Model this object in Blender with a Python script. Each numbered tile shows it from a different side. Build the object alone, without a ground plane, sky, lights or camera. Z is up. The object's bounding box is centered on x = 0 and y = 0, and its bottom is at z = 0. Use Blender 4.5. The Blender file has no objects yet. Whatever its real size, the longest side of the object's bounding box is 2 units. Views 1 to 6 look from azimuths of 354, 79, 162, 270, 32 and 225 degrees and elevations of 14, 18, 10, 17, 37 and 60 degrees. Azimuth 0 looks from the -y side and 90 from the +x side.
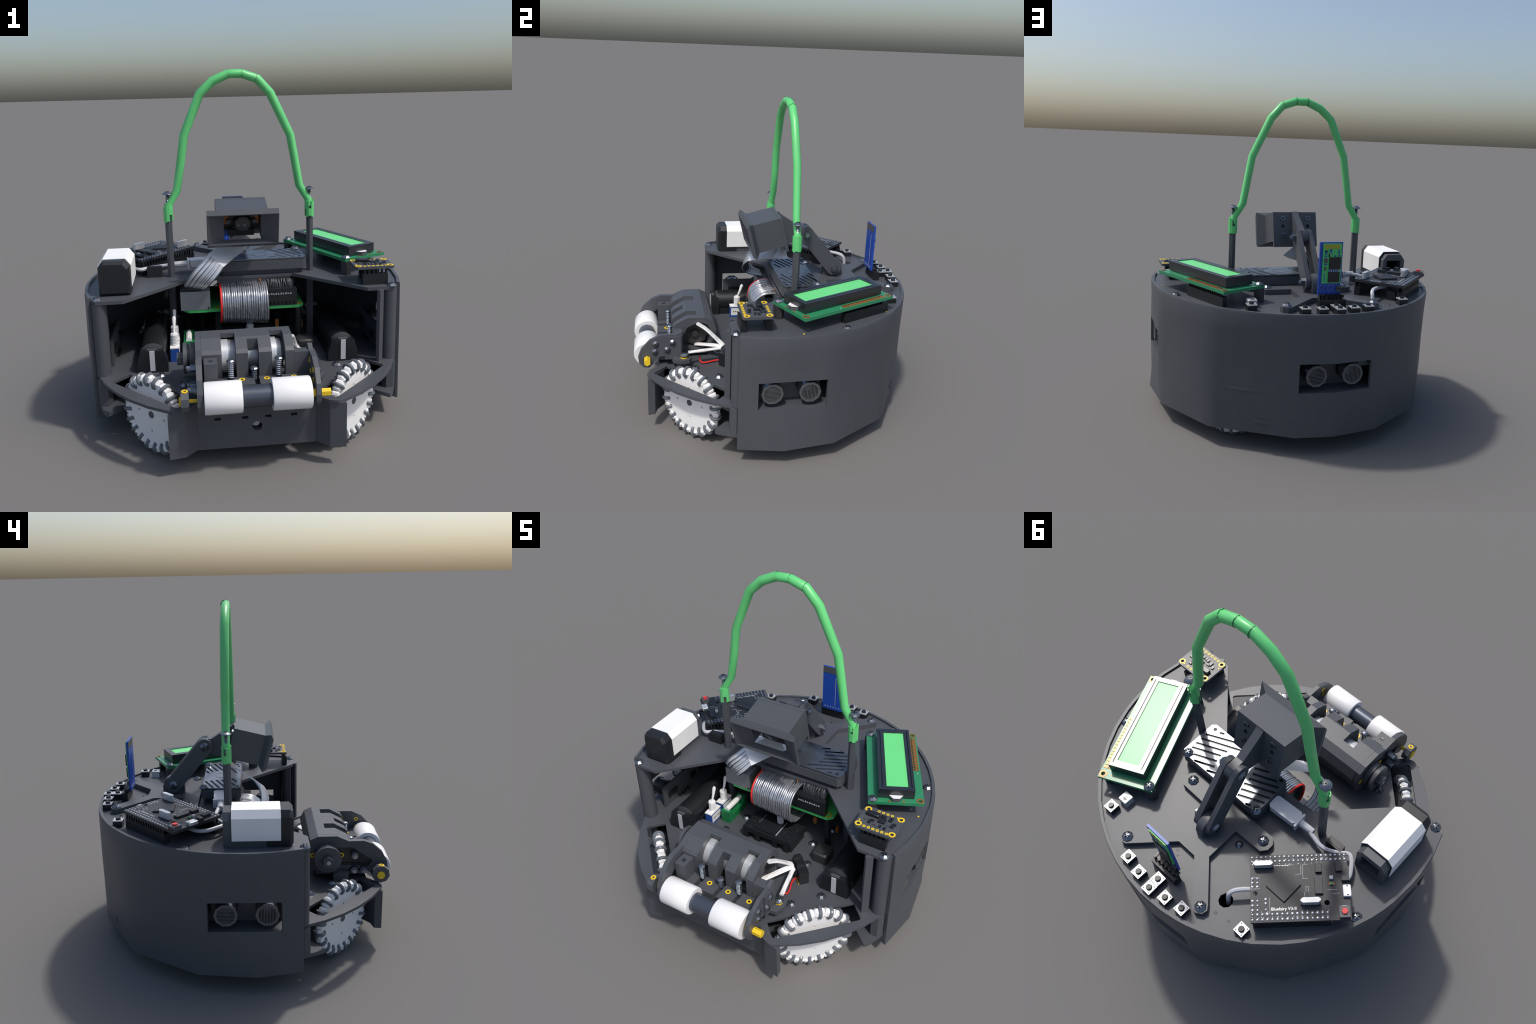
import bpy, bmesh, math, random
from mathutils import Vector, Matrix
from mathutils.geometry import tessellate_polygon

R = random.Random(7)
V = Vector
rad = math.radians

# ------------------------------------------------------------------ materials
MATS = {}


def mat(name, rgb, rough=0.5, metal=0.0, var=0.06, scale=14.0, bump=0.0, bump_scale=90.0, coat=0.0, spec=0.5):
    m = bpy.data.materials.new(name)
    m.use_nodes = True
    nt = m.node_tree
    b = nt.nodes["Principled BSDF"]
    b.inputs["Roughness"].default_value = rough
    b.inputs["Metallic"].default_value = metal
    b.inputs["Coat Weight"].default_value = coat
    b.inputs["Specular IOR Level"].default_value = spec
    tc = nt.nodes.new("ShaderNodeTexCoord")
    no = nt.nodes.new("ShaderNodeTexNoise")
    no.inputs["Scale"].default_value = scale
    no.inputs["Detail"].default_value = 4
    nt.links.new(tc.outputs["Object"], no.inputs["Vector"])
    cr = nt.nodes.new("ShaderNodeValToRGB")
    lo = [c * (1 - var) for c in rgb]
    hi = [min(1, c * (1 + var)) for c in rgb]
    cr.color_ramp.elements[0].position = 0.3
    cr.color_ramp.elements[1].position = 0.7
    cr.color_ramp.elements[0].color = (*lo, 1)
    cr.color_ramp.elements[1].color = (*hi, 1)
    nt.links.new(no.outputs["Fac"], cr.inputs["Fac"])
    nt.links.new(cr.outputs["Color"], b.inputs["Base Color"])
    if bump:
        n2 = nt.nodes.new("ShaderNodeTexNoise")
        n2.inputs["Scale"].default_value = bump_scale
        n2.inputs["Detail"].default_value = 3
        nt.links.new(tc.outputs["Object"], n2.inputs["Vector"])
        bp = nt.nodes.new("ShaderNodeBump")
        bp.inputs["Strength"].default_value = bump
        bp.inputs["Distance"].default_value = 0.004
        nt.links.new(n2.outputs["Fac"], bp.inputs["Height"])
        nt.links.new(bp.outputs["Normal"], b.inputs["Normal"])
    MATS[name] = m
    return m


PLASTIC = mat("charcoal_plastic", (0.066, 0.072, 0.083), 0.45, bump=0.03, bump_scale=60, var=0.03)
PLASTIC2 = mat("charcoal_printed_plastic", (0.068, 0.074, 0.085), 0.45, bump=0.03, bump_scale=120, var=0.03)
BLACK = mat("black_plastic", (0.0105, 0.0125, 0.015), 0.42)
SLOT = mat("dark_recess", (0.004, 0.004, 0.005), 0.9, spec=0.1)
BLACKSAT = mat("black_bezel_metal", (0.013, 0.016, 0.021), 0.30, 0.0, spec=0.95)
RUBBER = mat("dark_rubber", (0.035, 0.036, 0.038), 0.45)
ORING = mat("grey_rubber_ring", (0.125, 0.14, 0.16), 0.22)
WHITE = mat("white_plastic", (0.80, 0.80, 0.80), 0.4, var=0.02)
WHITEMATTE = mat("white_tape", (0.82, 0.82, 0.81), 0.5, var=0.02)
GREEN = mat("green_rubber_tube", (0.125, 0.575, 0.185), 0.35, var=0.03)
LCDGLOW = mat("lcd_green_panel", (0.145, 0.66, 0.21), 0.36, var=0.02)
PCBGREEN = mat("green_circuit_board", (0.028, 0.225, 0.100), 0.31, var=0.04, scale=30, spec=0.6)
PIGREEN = mat("bright_green_circuit_board", (0.075, 0.53, 0.145), 0.4, var=0.04, scale=30)
PCBBLUE = mat("blue_circuit_board", (0.012, 0.060, 0.36), 0.35, var=0.08, scale=30)
PCBBLACK = mat("black_circuit_board", (0.016, 0.019, 0.024), 0.50, var=0.08, scale=40)
PCBGREY = mat("dark_sensor_board", (0.066, 0.071, 0.080), 0.42)
CHIP = mat("chip_black", (0.012, 0.014, 0.017), 0.33)
CHIPGREY = mat("component_grey", (0.075, 0.08, 0.088), 0.33)
STEEL = mat("steel", (0.36, 0.39, 0.44), 0.25, 0.9, var=0.1)
DARKSTEEL = mat("dark_steel", (0.17, 0.19, 0.22), 0.27, 0.8, var=0.1)
CHROME = mat("bright_chrome", (0.62, 0.64, 0.67), 0.16, 0.95, var=0.1)
SOLDER = mat("solder", (0.30, 0.32, 0.36), 0.33, 0.8, var=0.1)
TIN = mat("tinned_metal", (0.62, 0.64, 0.66), 0.35, 0.5, var=0.05)
ALU = mat("satin_aluminium", (0.32, 0.34, 0.36), 0.42, 0.6, var=0.05)
BLUESTEEL = mat("blued_steel_tube", (0.085, 0.098, 0.125), 0.33, 0.55, var=0.05)
HEATSINK = mat("anodised_heatsink", (0.17, 0.19, 0.22), 0.30, 0.8, var=0.15, scale=9, bump=0.12, bump_scale=25)
CABLESIL = mat("silver_flat_cable", (0.74, 0.76, 0.80), 0.28, 0.35, var=0.08)
STRAND = mat("grey_ribbon_strand", (0.40, 0.42, 0.46), 0.24, 0.7, var=0.2, scale=40)
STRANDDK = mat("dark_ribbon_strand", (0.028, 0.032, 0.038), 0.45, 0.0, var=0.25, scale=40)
RED = mat("red_plastic", (0.75, 0.03, 0.025), 0.4)
REDBTN = mat("red_button_cap", (0.62, 0.035, 0.03), 0.45)
YELLOW = mat("yellow_brass", (0.80, 0.55, 0.02), 0.4, var=0.03)
ORANGE = mat("copper_pad", (0.36, 0.13, 0.035), 0.30, 0.35, var=0.1)
GOLDPAD = mat("antenna_gold", (0.42, 0.33, 0.03), 0.4)
BLUE = mat("blue_switch_body", (0.018, 0.075, 0.33), 0.4)
DKGREEN = mat("green_terminal_block", (0.010, 0.17, 0.055), 0.4)
GREY = mat("light_grey_plastic", (0.50, 0.51, 0.54), 0.40)
LENS = mat("camera_lens", (0.03, 0.032, 0.036), 0.15, coat=0.3)
MESHGREY = mat("sensor_mesh_grey", (0.10, 0.105, 0.11), 0.4, 0.3)

# ------------------------------------------------------------------ builder
ROOT = bpy.data.objects.new("tracked_rescue_robot", None)
ROOT.name = "wheeled_robot"
ROOT.empty_display_size = 0.2
bpy.context.scene.collection.objects.link(ROOT)
ROOT["label"] = "round charcoal hobby robot with green carry handle and exposed electronics"
ROOT["category"] = "mobile robot"


def link(o, parent):
    bpy.context.scene.collection.objects.link(o)
    o.parent = parent
    return o


def frame(origin, xa, ya):
    """Matrix whose local x, y follow xa, ya (orthonormalised) at origin."""
    x = V(xa).normalized()
    y = V(ya)
    y = (y - x * y.dot(x)).normalized()
    z = x.cross(y)
    M = Matrix((x, y, z)).transposed().to_4x4()
    M.translation = V(origin)
    return M


def zto(p, d):
    """Matrix at p with local z along d."""
    q = V((0, 0, 1)).rotation_difference(V(d).normalized())
    M = q.to_matrix().to_4x4()
    M.translation = V(p)
    return M


class B:
    def __init__(self, M=None):
        self.bm = bmesh.new()
        self.mats = []
        self.M = M

    def mi(self, m):
        if m not in self.mats:
            self.mats.append(m)
        return self.mats.index(m)

    def raw(self, verts, faces, m, M=None):
        i = self.mi(m)
        out = []
        for v in verts:
            v = V(v)
            if M is not None:
                v = M @ v
            if self.M is not None:
                v = self.M @ v
            out.append(self.bm.verts.new(v))
        fs = []
        for f in faces:
            try:
                fc = self.bm.faces.new([out[k] for k in f])
                fc.material_index = i
                fs.append(fc)
            except ValueError:
                pass
        return fs

    def box(self, lo, hi, m, M=None, ch=0.0):
        """axis box from lo to hi; ch chamfers the vertical edges and the top rim"""
        (x0, y0, z0), (x1, y1, z1) = lo, hi
        if ch <= 0:
            v = [(x, y, z) for x in (x0, x1) for y in (y0, y1) for z in (z0, z1)]
            f = [(0, 1, 3, 2), (4, 6, 7, 5), (0, 4, 5, 1), (2, 3, 7, 6), (0, 2, 6, 4), (1, 5, 7, 3)]
            return self.raw(v, f, m, M)
        c = ch

        def ring(x0, x1, y0, y1, z):
            return [(x0 + c, y0, z), (x1 - c, y0, z), (x1, y0 + c, z), (x1, y1 - c, z), (x1 - c, y1, z), (x0 + c, y1, z), (x0, y1 - c, z), (x0, y0 + c, z)]

        d = c * 0.8
        rs = [ring(x0, x1, y0, y1, z0), ring(x0, x1, y0, y1, z1 - d), ring(x0 + d, x1 - d, y0 + d, y1 - d, z1)]
        return self.loft(rs, m, M)

    def loft(self, rings, m, M=None, cap=True, closed=True):
        n = len(rings[0])
        v = [p for r in rings for p in r]
        f = []
        for k in range(len(rings) - 1):
            for i in range(n if closed else n - 1):
                j = (i + 1) % n
                f.append((k * n + i, k * n + j, (k + 1) * n + j, (k + 1) * n + i))
        if cap:
            f.append(tuple(range(n - 1, -1, -1)))
            f.append(tuple((len(rings) - 1) * n + i for i in range(n)))
        return self.raw(v, f, m, M)

    def prism(self, outer, z0, z1, m, M=None, holes=()):
        loops = [list(outer)] + [list(h) for h in holes]
        flat = [p for l in loops for p in l]
        tris = tessellate_polygon([[V((p[0], p[1], 0)) for p in l] for l in loops])
        n = len(flat)
        v = [(p[0], p[1], z0) for p in flat] + [(p[0], p[1], z1) for p in flat]
        f = []
        for t in tris:
            f.append((t[2], t[1], t[0]))
            f.append((t[0] + n, t[1] + n, t[2] + n))
        s = 0
        for l in loops:
            k = len(l)
            for i in range(k):
                a, b = s + i, s + (i + 1) % k
                f.append((a, b, b + n, a + n))
            s += k
        return self.raw(v, f, m, M)

    def cyl(self, p0, p1, r0, m, r1=None, seg=16, M=None, rot=0.0):
        p0, p1 = V(p0), V(p1)
        r1 = r0 if r1 is None else r1
        T = zto(p0, p1 - p0)
        h = (p1 - p0).length
        rings = [[T @ V((r * math.cos(2 * math.pi * i / seg + rot), r * math.sin(2 * math.pi * i / seg + rot), z)) for i in range(seg)] for r, z in ((r0, 0), (r1, h))]
        return self.loft(rings, m, M)

    def lathe(self, prof, p, d, m, seg=16, M=None, rot=0.0, arc=1.0):
        T = zto(p, d)
        rings = [[T @ V((r * math.cos(2 * math.pi * i / seg + rot), r * math.sin(2 * math.pi * i / seg + rot), z)) for i in range(seg)] for r, z in prof]
        return self.loft(rings, m, M)

    def ring(self, p, d, r_in, r_out, h, m, seg=14, M=None):
        prof = [(r_in, 0), (r_out, 0), (r_out, h), (r_in, h), (r_in, 0)]
        T = zto(p, d)
        rings = [[T @ V((r * math.cos(2 * math.pi * i / seg), r * math.sin(2 * math.pi * i / seg), z)) for i in range(seg)] for r, z in prof]
        return self.loft(rings, m, M, cap=False)

    def torus(self, p, d, r, t, m, seg=18, sub=8, M=None):
        T = zto(p, d)
        rings = []
        for k in range(sub + 1):
            a = 2 * math.pi * k / sub
            rr, z = r + t * math.cos(a), t * math.sin(a)
            rings.append([T @ V((rr * math.cos(2 * math.pi * i / seg), rr * math.sin(2 * math.pi * i / seg), z)) for i in range(seg)])
        return self.loft(rings, m, M, cap=False)

    def tube(self, path, r, m, seg=8, M=None, flat=None, rs=None):
        path = [V(p) for p in path]
        rings = []
        up = V((0, 0, 1)) if abs((path[1] - path[0]).normalized().z) < 0.9 else V((0, 1, 0))
        side = None
        for i, p in enumerate(path):
            t = (path[min(i + 1, len(path) - 1)] - path[max(i - 1, 0)]).normalized()
            if side is None:
                side = t.cross(up).normalized()
            else:
                side = (side - t * side.dot(t)).normalized()
            nn = side.cross(t)
            k = rs[i] if rs else r
            a, b = (k, k) if flat is None else flat
            rings.append([p + side * (a * math.cos(2 * math.pi * j / seg)) + nn * (b * math.sin(2 * math.pi * j / seg)) for j in range(seg)])
        return self.loft(rings, m, M)

    def strip(self, left, right, t, m, M=None):
        """thin solid sheet between two matching polylines"""
        n = len(left)
        L = [V(p) for p in left]
        Q = [V(p) for p in right]
        rings = []
        for i in range(n):
            tt = L[min(i + 1, n - 1)] - L[max(i - 1, 0)]
            nn = tt.cross(Q[i] - L[i]).normalized() * t / 2
            rings.append([L[i] - nn, Q[i] - nn, Q[i] + nn, L[i] + nn])
        return self.loft(rings, m, M)

    def mesh(self, name, angle=32):
        bmesh.ops.recalc_face_normals(self.bm, faces=self.bm.faces)
        me = bpy.data.meshes.new(name)
        self.bm.to_mesh(me)
        self.bm.free()
        for m in self.mats:
            me.materials.append(m)
        if angle:
            me.polygons.foreach_set("use_smooth", [True] * len(me.polygons))
            me.set_sharp_from_angle(angle=rad(angle))
        return me

    def obj(self, name, parent=None, angle=32, kind=None):
        o = bpy.data.objects.new(name, self.mesh(name, angle))
        link(o, parent or ROOT)
        if kind:
            o["kind"] = kind
        return o


def inst(me, name, M, parent):
    o = bpy.data.objects.new(name, me)
    link(o, parent)
    o.matrix_basis = M
    return o


def spline(pts, n=6):
    """Catmull-Rom through pts"""
    pts = [V(p) for p in pts]
    out = []
    for i in range(len(pts) - 1):
        p0, p1, p2, p3 = pts[max(i - 1, 0)], pts[i], pts[i + 1], pts[min(i + 2, len(pts) - 1)]
        for k in range(n):
            t = k / n
            out.append(0.5 * ((2 * p1) + (p2 - p0) * t + (2 * p0 - 5 * p1 + 4 * p2 - p3) * t * t + (3 * p1 - p0 - 3 * p2 + p3) * t ** 3))
    out.append(pts[-1])
    return out


def circle(cx, cy, r, n, rot=0.0):
    return [(cx + r * math.cos(2 * math.pi * i / n + rot), cy + r * math.sin(2 * math.pi * i / n + rot)) for i in range(n)]


CY = -0.02  # centre of the round chassis


def arc(a0, a1, r, n):
    return [(r * math.cos(rad(a0 + (a1 - a0) * i / n)), CY + r * math.sin(rad(a0 + (a1 - a0) * i / n))) for i in range(n + 1)]


# ------------------------------------------------------------------ screw mesh
def screw_mesh(r, h, shaft=0.0, rs=0.01):
    b = B()
    b.lathe([(r, 0), (r, h * 0.22), (r * 0.80, h * 0.55), (r * 0.45, h * 0.92), (r * 0.12, h)], (0, 0, 0), (0, 0, 1), DARKSTEEL, seg=8)
    for a in (0, math.pi / 2):
        M = Matrix.Rotation(a + 0.3, 4, "Z")
        b.box((-r * 0.5, -r * 0.1, h * 0.55), (r * 0.5, r * 0.1, h * 0.99), SLOT, M)
    if shaft:
        b.cyl((0, 0, -shaft), (0, 0, 0), rs, DARKSTEEL, seg=8)
    return b.mesh("screw", 24)


SCREW = screw_mesh(0.0285, 0.0185, 0.012)
SCREW_SMALL = screw_mesh(0.022, 0.015, 0.01)


def screw(p, d=(0, 0, 1), parent=None, me=None):
    M = zto(p, d) @ Matrix.Rotation(R.uniform(0, 3.1), 4, "Z")
    return inst(me or SCREW, "screw", M, parent or ROOT)


# ------------------------------------------------------------------ outer shell
def build_shell():
    base_a = [-18.9, -2.4, 17.2, 44.0, 76.0, 90.0, 107.0, 135.5, 163.0, 183.3, 198.9]
    wins = [(-12.0, 13.0), (76.6, 103.6), (167.2, 191.6)]
    th = set(base_a)
    for a, c in wins:
        th |= {a, c, (a + c) / 2}
    a = -18.9
    while a < 198.9:
        if all(abs(a - t) > 2.6 for t in th):
            th.add(round(a, 2))
        a += 7.3
    th = sorted(th)
    zs = [0.109, 0.20, 0.371, 0.538, 0.70, 0.803, 0.816]

    def rchord(t):
        for p, q in zip(base_a, base_a[1:]):
            if p - 1e-6 <= t <= q + 1e-6:
                half = rad(q - p) / 2
                return 0.919 * math.cos(half) / math.cos(rad(t - (p + q) / 2))
        return 0.919

    mid_a = [-18.9, -12.0, 13.0, 36.5, 43.5, 71.0, 76.6, 90.0, 103.6, 107.0, 132.0, 139.5, 165.0, 167.2, 191.6, 198.9]

    def rmid(t):
        for p, q in zip(mid_a, mid_a[1:]):
            if p - 1e-6 <= t <= q + 1e-6:
                half = rad(q - p) / 2
                return 0.9165 * math.cos(half) / math.cos(rad(t - (p + q) / 2))
        return 0.9165

    def rout(t, z):
        # foot ring and waist are coarse polygons, the rim is round
        if z <= 0.371:
            w = (z - 0.109) / 0.262
            return rchord(t) * (1 - w) + rmid(t) * w
        if z <= 0.538:
            return rmid(t)
        w = min(1, (z - 0.538) / 0.25)
        return rmid(t) * (1 - w) + (0.9135 if z < 0.81 else 0.910) * w

    b = B()
    nt, nz = len(th), len(zs)
    keep = {}
    for i in range(nt - 1):
        tm = (th[i] + th[i + 1]) / 2
        for k in range(nz - 1):
            hole = k == 2 and any(p < tm < q for p, q in wins)
            keep[i, k] = not hole
    v = []
    for s in (0, 1):
        for i in range(nt):
            for k in range(nz):
                r = rout(th[i], zs[k]) - s * 0.017
                v.append((r * math.cos(rad(th[i])), CY + r * math.sin(rad(th[i])), zs[k]))
    idx = lambda s, i, k: s * nt * nz + i * nz + k
    f = []
    for (i, k), on in keep.items():
        if not on:
            continue
        f.append((idx(0, i, k), idx(0, i + 1, k), idx(0, i + 1, k + 1), idx(0, i, k + 1)))
        f.append((idx(1, i, k), idx(1, i, k + 1), idx(1, i + 1, k + 1), idx(1, i + 1, k)))
        for di, dk, e in ((-1, 0, ((i, k), (i, k + 1))), (1, 0, ((i + 1, k + 1), (i + 1, k))), (0, -1, ((i + 1, k), (i, k))), (0, 1, ((i, k + 1), (i + 1, k + 1)))):
            if not keep.get((i + di, k + dk), False):
                (a0, c0), (a1, c1) = e
                f.append((idx(0, a0, c0), idx(0, a1, c1), idx(1, a1, c1), idx(1, a0, c0)))
    b.raw(v, f, PLASTIC)
    # stiffening lips at the two front ends
    for t, e in ((-18.9, 1), (198.9, -1)):
        d = V((math.cos(rad(t)), math.sin(rad(t)), 0))
        n = V((-d.y, d.x, 0)) * e
        M = frame(V((0, CY, 0)) + d * 0.872, d, n)
        z0, z1 = (0.112, 0.784)
        if e < 0:
            b.box((0, 0.0012, -z1), (0.0285, 0.022, -z0), PLASTIC, M)
        else:
            b.box((0, 0.0012, z0), (0.0285, 0.022, z1), PLASTIC, M)
    return b.obj("shell", angle=50)


SHELL = build_shell()


# ------------------------------------------------------------------ plates
def build_plates():
    b = B()
    hole = circle(-0.316, 0.640, 0.036, 9)
    pts = arc(-19.2, 199.2, 0.8975, 44) + [(-0.818, -0.352), (-0.670, -0.350), (-0.302, 0.024), (0.302, 0.024), (0.670, -0.350), (0.818, -0.352)]
    b.prism(pts, 0.785, 0.804, PLASTIC, holes=[hole])
    # tiny yellow dots and small black discs on the lid
    for x, y, m in ((0.852, 0.038, YELLOW), (0.597, 0.609, YELLOW)):
        b.cyl((x, y, 0.8), (x, y, 0.8065), 0.0055, m, seg=7)
    for x, y in ((0.10, 0.66), (0.02, 0.64), (0.04, 0.62), (-0.10, 0.86), (-0.395, 0.70), (0.60, 0.11), (0.66, 0.15), (0.72, 0.18)):
        b.cyl((x, y, 0.8), (x, y, 0.8058), 0.006, BLACK, seg=6)
    b.box((-0.33, 0.705, 0.8), (-0.315, 0.72, 0.8056), BLACK)
    top = b.obj("top_plate")

    b = B()
    wins = []
    for k in range(4):
        phi = rad(45 + 90 * k)
        er, et = V((math.cos(phi), math.sin(phi))), V((-math.sin(phi), math.cos(phi)))
        c = V((0, CY))
        q = [(0.695, -0.25), (0.808, -0.25), (0.816, -0.235), (0.816, 0.235), (0.808, 0.25), (0.695, 0.25)]
        wins.append([tuple(c + er * a + et * t) for a, t in q])
    pts = arc(-18, 198, 0.8960, 50) + arc(200, 240.5, 0.891, 5) + [(-0.405, -0.810), (-0.36, -0.797), (-0.302, -0.735), (0.302, -0.735), (0.36, -0.797), (0.405, -0.810)] + arc(299.5, 340, 0.891, 5)
    b.prism(pts, 0.353, 0.369, PLASTIC, holes=wins)
    deck = b.obj("deck_plate")

    b = B()
    q = []
    a17 = math.degrees(math.asin(0.252 / 0.905))
    c = V((0, CY))

    def slot(phi, flip=False):
        er, et = V((math.cos(rad(phi)), math.sin(rad(phi)))), V((-math.sin(rad(phi)), math.cos(rad(phi))))
        s = [(-0.248, 0.62), (0.248, 0.62)]
        return [tuple(c + er * r + et * t) for t, r in s]

    pts = [(0.786, -0.436)] + arc(-45 + a17 + 2, 45 - a17, 0.8970, 16)
    pts += slot(45) + arc(45 + a17, 135 - a17, 0.8970, 16) + slot(135) + arc(135 + a17, 225 - a17 - 2, 0.8970, 16) + [(-0.786, -0.436)]
    pts += slot(225) + [(-0.30, -0.715), (0.30, -0.715)] + slot(315)
    b.prism(pts, 0.1725, 0.195, PLASTIC)
    base = b.obj("base_plate")

    b = B()
    # front wall with a sighting hole, folded back at both corners
    for s in (1, -1):
        w = [(0.302 * s, -0.728), (0.364 * s, -0.793), (0.446 * s, -0.808), (0.441 * s, -0.766), (0.386 * s, -0.752), (0.330 * s, -0.705), (0.302 * s, -0.705)]
        if s < 0:
            w = w[::-1]
        b.prism(w, 0.108, 0.3525, PLASTIC)
    M = frame((0, -0.728, 0), (1, 0, 0), (0, 0, 1))
    hole = circle(0.0, 0.218, 0.027, 8, 0.2)
    slits = [[(x - 0.016, 0.262), (x + 0.016, 0.262), (x + 0.016, 0.276), (x - 0.016, 0.276)] for x in (-0.20, -0.06, 0.058, 0.19)]
    b.prism([(-0.3015, 0.104), (0.3015, 0.104), (0.3015, 0.3525), (-0.3015, 0.3525)], -0.02, 0.0, PLASTIC, M, [hole] + slits)
    b.cyl((-0.004, -0.70, 0.225), (-0.004, -0.69, 0.225), 0.022, GREY, seg=8)
    b.obj("front_wall")

    # standing posts
    for s in (1, -1):
        b = B()
        b.cyl((0.806 * s, -0.308, 0.365), (0.806 * s, -0.308, 0.786), 0.042, PLASTIC, seg=14)
        b.cyl((0.808 * s, -0.320, 0.19), (0.808 * s, -0.320, 0.354), 0.040, PLASTIC, seg=6)
        b.obj("corner_post")
        if s < 0:
            continue
        b = B()
        M = Matrix.Scale(s, 4, V((1, 0, 0))) @ frame((0.742, -0.370, 0), (0.72, 0.69, 0), (-0.69, 0.72, 0))
        b.box((-0.012, 0.0, 0.366), (0.028, 0.02, 0.792), PLASTIC, M)
        b.obj("guide_fin")
    b = B()
    for x, y in ((0.58, 0.55), (-0.58, 0.55), (0.22, 0.80), (-0.22, 0.80), (0.40, -0.30), (-0.40, -0.30)):
        b.cyl((x, y, 0.19), (x, y, 0.35), 0.028, PLASTIC, seg=8)
    b.obj("spacer_post")
    for x, y in ((0.811, -0.332), (-0.815, -0.325), (-0.818, 0.289), (0.807, 0.301)):
        screw((x, y, 0.803), parent=top)
    for x, y in ((0.254, 0.314), (-0.163, 0.398)):
        screw((x, y, 0.803), parent=top, me=SCREW_SMALL)
    for x, y in ((0.247, -0.029), (0.302, -0.200), (0.489, -0.381), (0.367, -0.516), (-0.241, -0.025), (-0.296, -0.188), (0.302, 0.142), (0.138, -0.370), (0.173, -0.323), (-0.489, -0.381), (-0.367, -0.516), (-0.302, 0.142)):
        screw((x, y, 0.368), parent=deck, me=SCREW_SMALL if x * x < 0.05 else SCREW)
    return top, deck, base


TOP, DECK, BASE = build_plates()


# ------------------------------------------------------------------ omni wheels
def build_wheels():
    ZC, N, RC = 0.2356, 20, 0.1905
    # local frame: wheel axis = z
    disc = B()
    # disc edge scalloped between the small rollers
    out = []
    for i in range(N):
        a = 2 * math.pi * i / N
        for da, r in ((-0.5, 0.199), (-0.28, 0.199), (-0.21, 0.160), (0.21, 0.160), (0.28, 0.199)):
            t = a + da * 2 * math.pi / N
            out.append((r * math.cos(t), r * math.sin(t)))
    holes = [circle(0.095 * math.cos(a), 0.095 * math.sin(a), 0.008, 5) for a in (0.5, 2.07, 3.64, 5.21)]
    disc.prism(out, -0.017, 0.017, WHITE, holes=holes)
    disc.cyl((0, 0, -0.02), (0, 0, 0.0195), 0.02, CHIPGREY, seg=9)
    disc.cyl((0, 0, -0.07), (0, 0, -0.017), 0.045, DARKSTEEL, seg=12)
    dme = disc.mesh("wheel_disc")
    rol = B()
    # roller: axis along local y (tangent), white barrel halves and a rubber ring
    for s in (1, -1):
        rol.lathe([(0.015, 0), (0.0262, 0.003), (0.0268, 0.0175), (0.0195, 0.0245)], (0, 0.005 * s, 0), (0, s, 0), WHITE, seg=6)
    rol.torus((0, 0, 0), (0, 1, 0), 0.0285, 0.0102, ORING, seg=16, sub=8)
    rme = rol.mesh("roller", 35)
    for k in range(4):
        phi = rad(45 + 90 * k)
        d = V((math.cos(phi), math.sin(phi), 0))
        w = B()
        # gear motor and axle carry the wheel
        c = V((0, CY, ZC if k > 1 else ZC - 0.0062))
        w.cyl(c + d * 0.30, c + d * 0.62, 0.075, BLACK, seg=14)
        w.cyl(c + d * 0.62, c + d * 0.69, 0.055, DARKSTEEL, seg=12)
        w.cyl(c + d * 0.68, c + d * 0.75, 0.02, STEEL, seg=8)
        wo = w.obj("wheel")
        spin = Matrix.Rotation(0.11 + 0.07 * k, 4, "Z")
        M0 = zto(c + d * 0.752, d) @ spin
        inst(dme, "wheel_disc", M0, wo)
        for i in range(N):
            a = 2 * math.pi * i / N
            M = M0 @ Matrix.Rotation(a, 4, "Z") @ Matrix.Translation((RC, 0, 0)) @ Matrix.Rotation(R.uniform(0, 1.5), 4, "Y")
            inst(rme, "roller", M, wo)


build_wheels()


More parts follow.
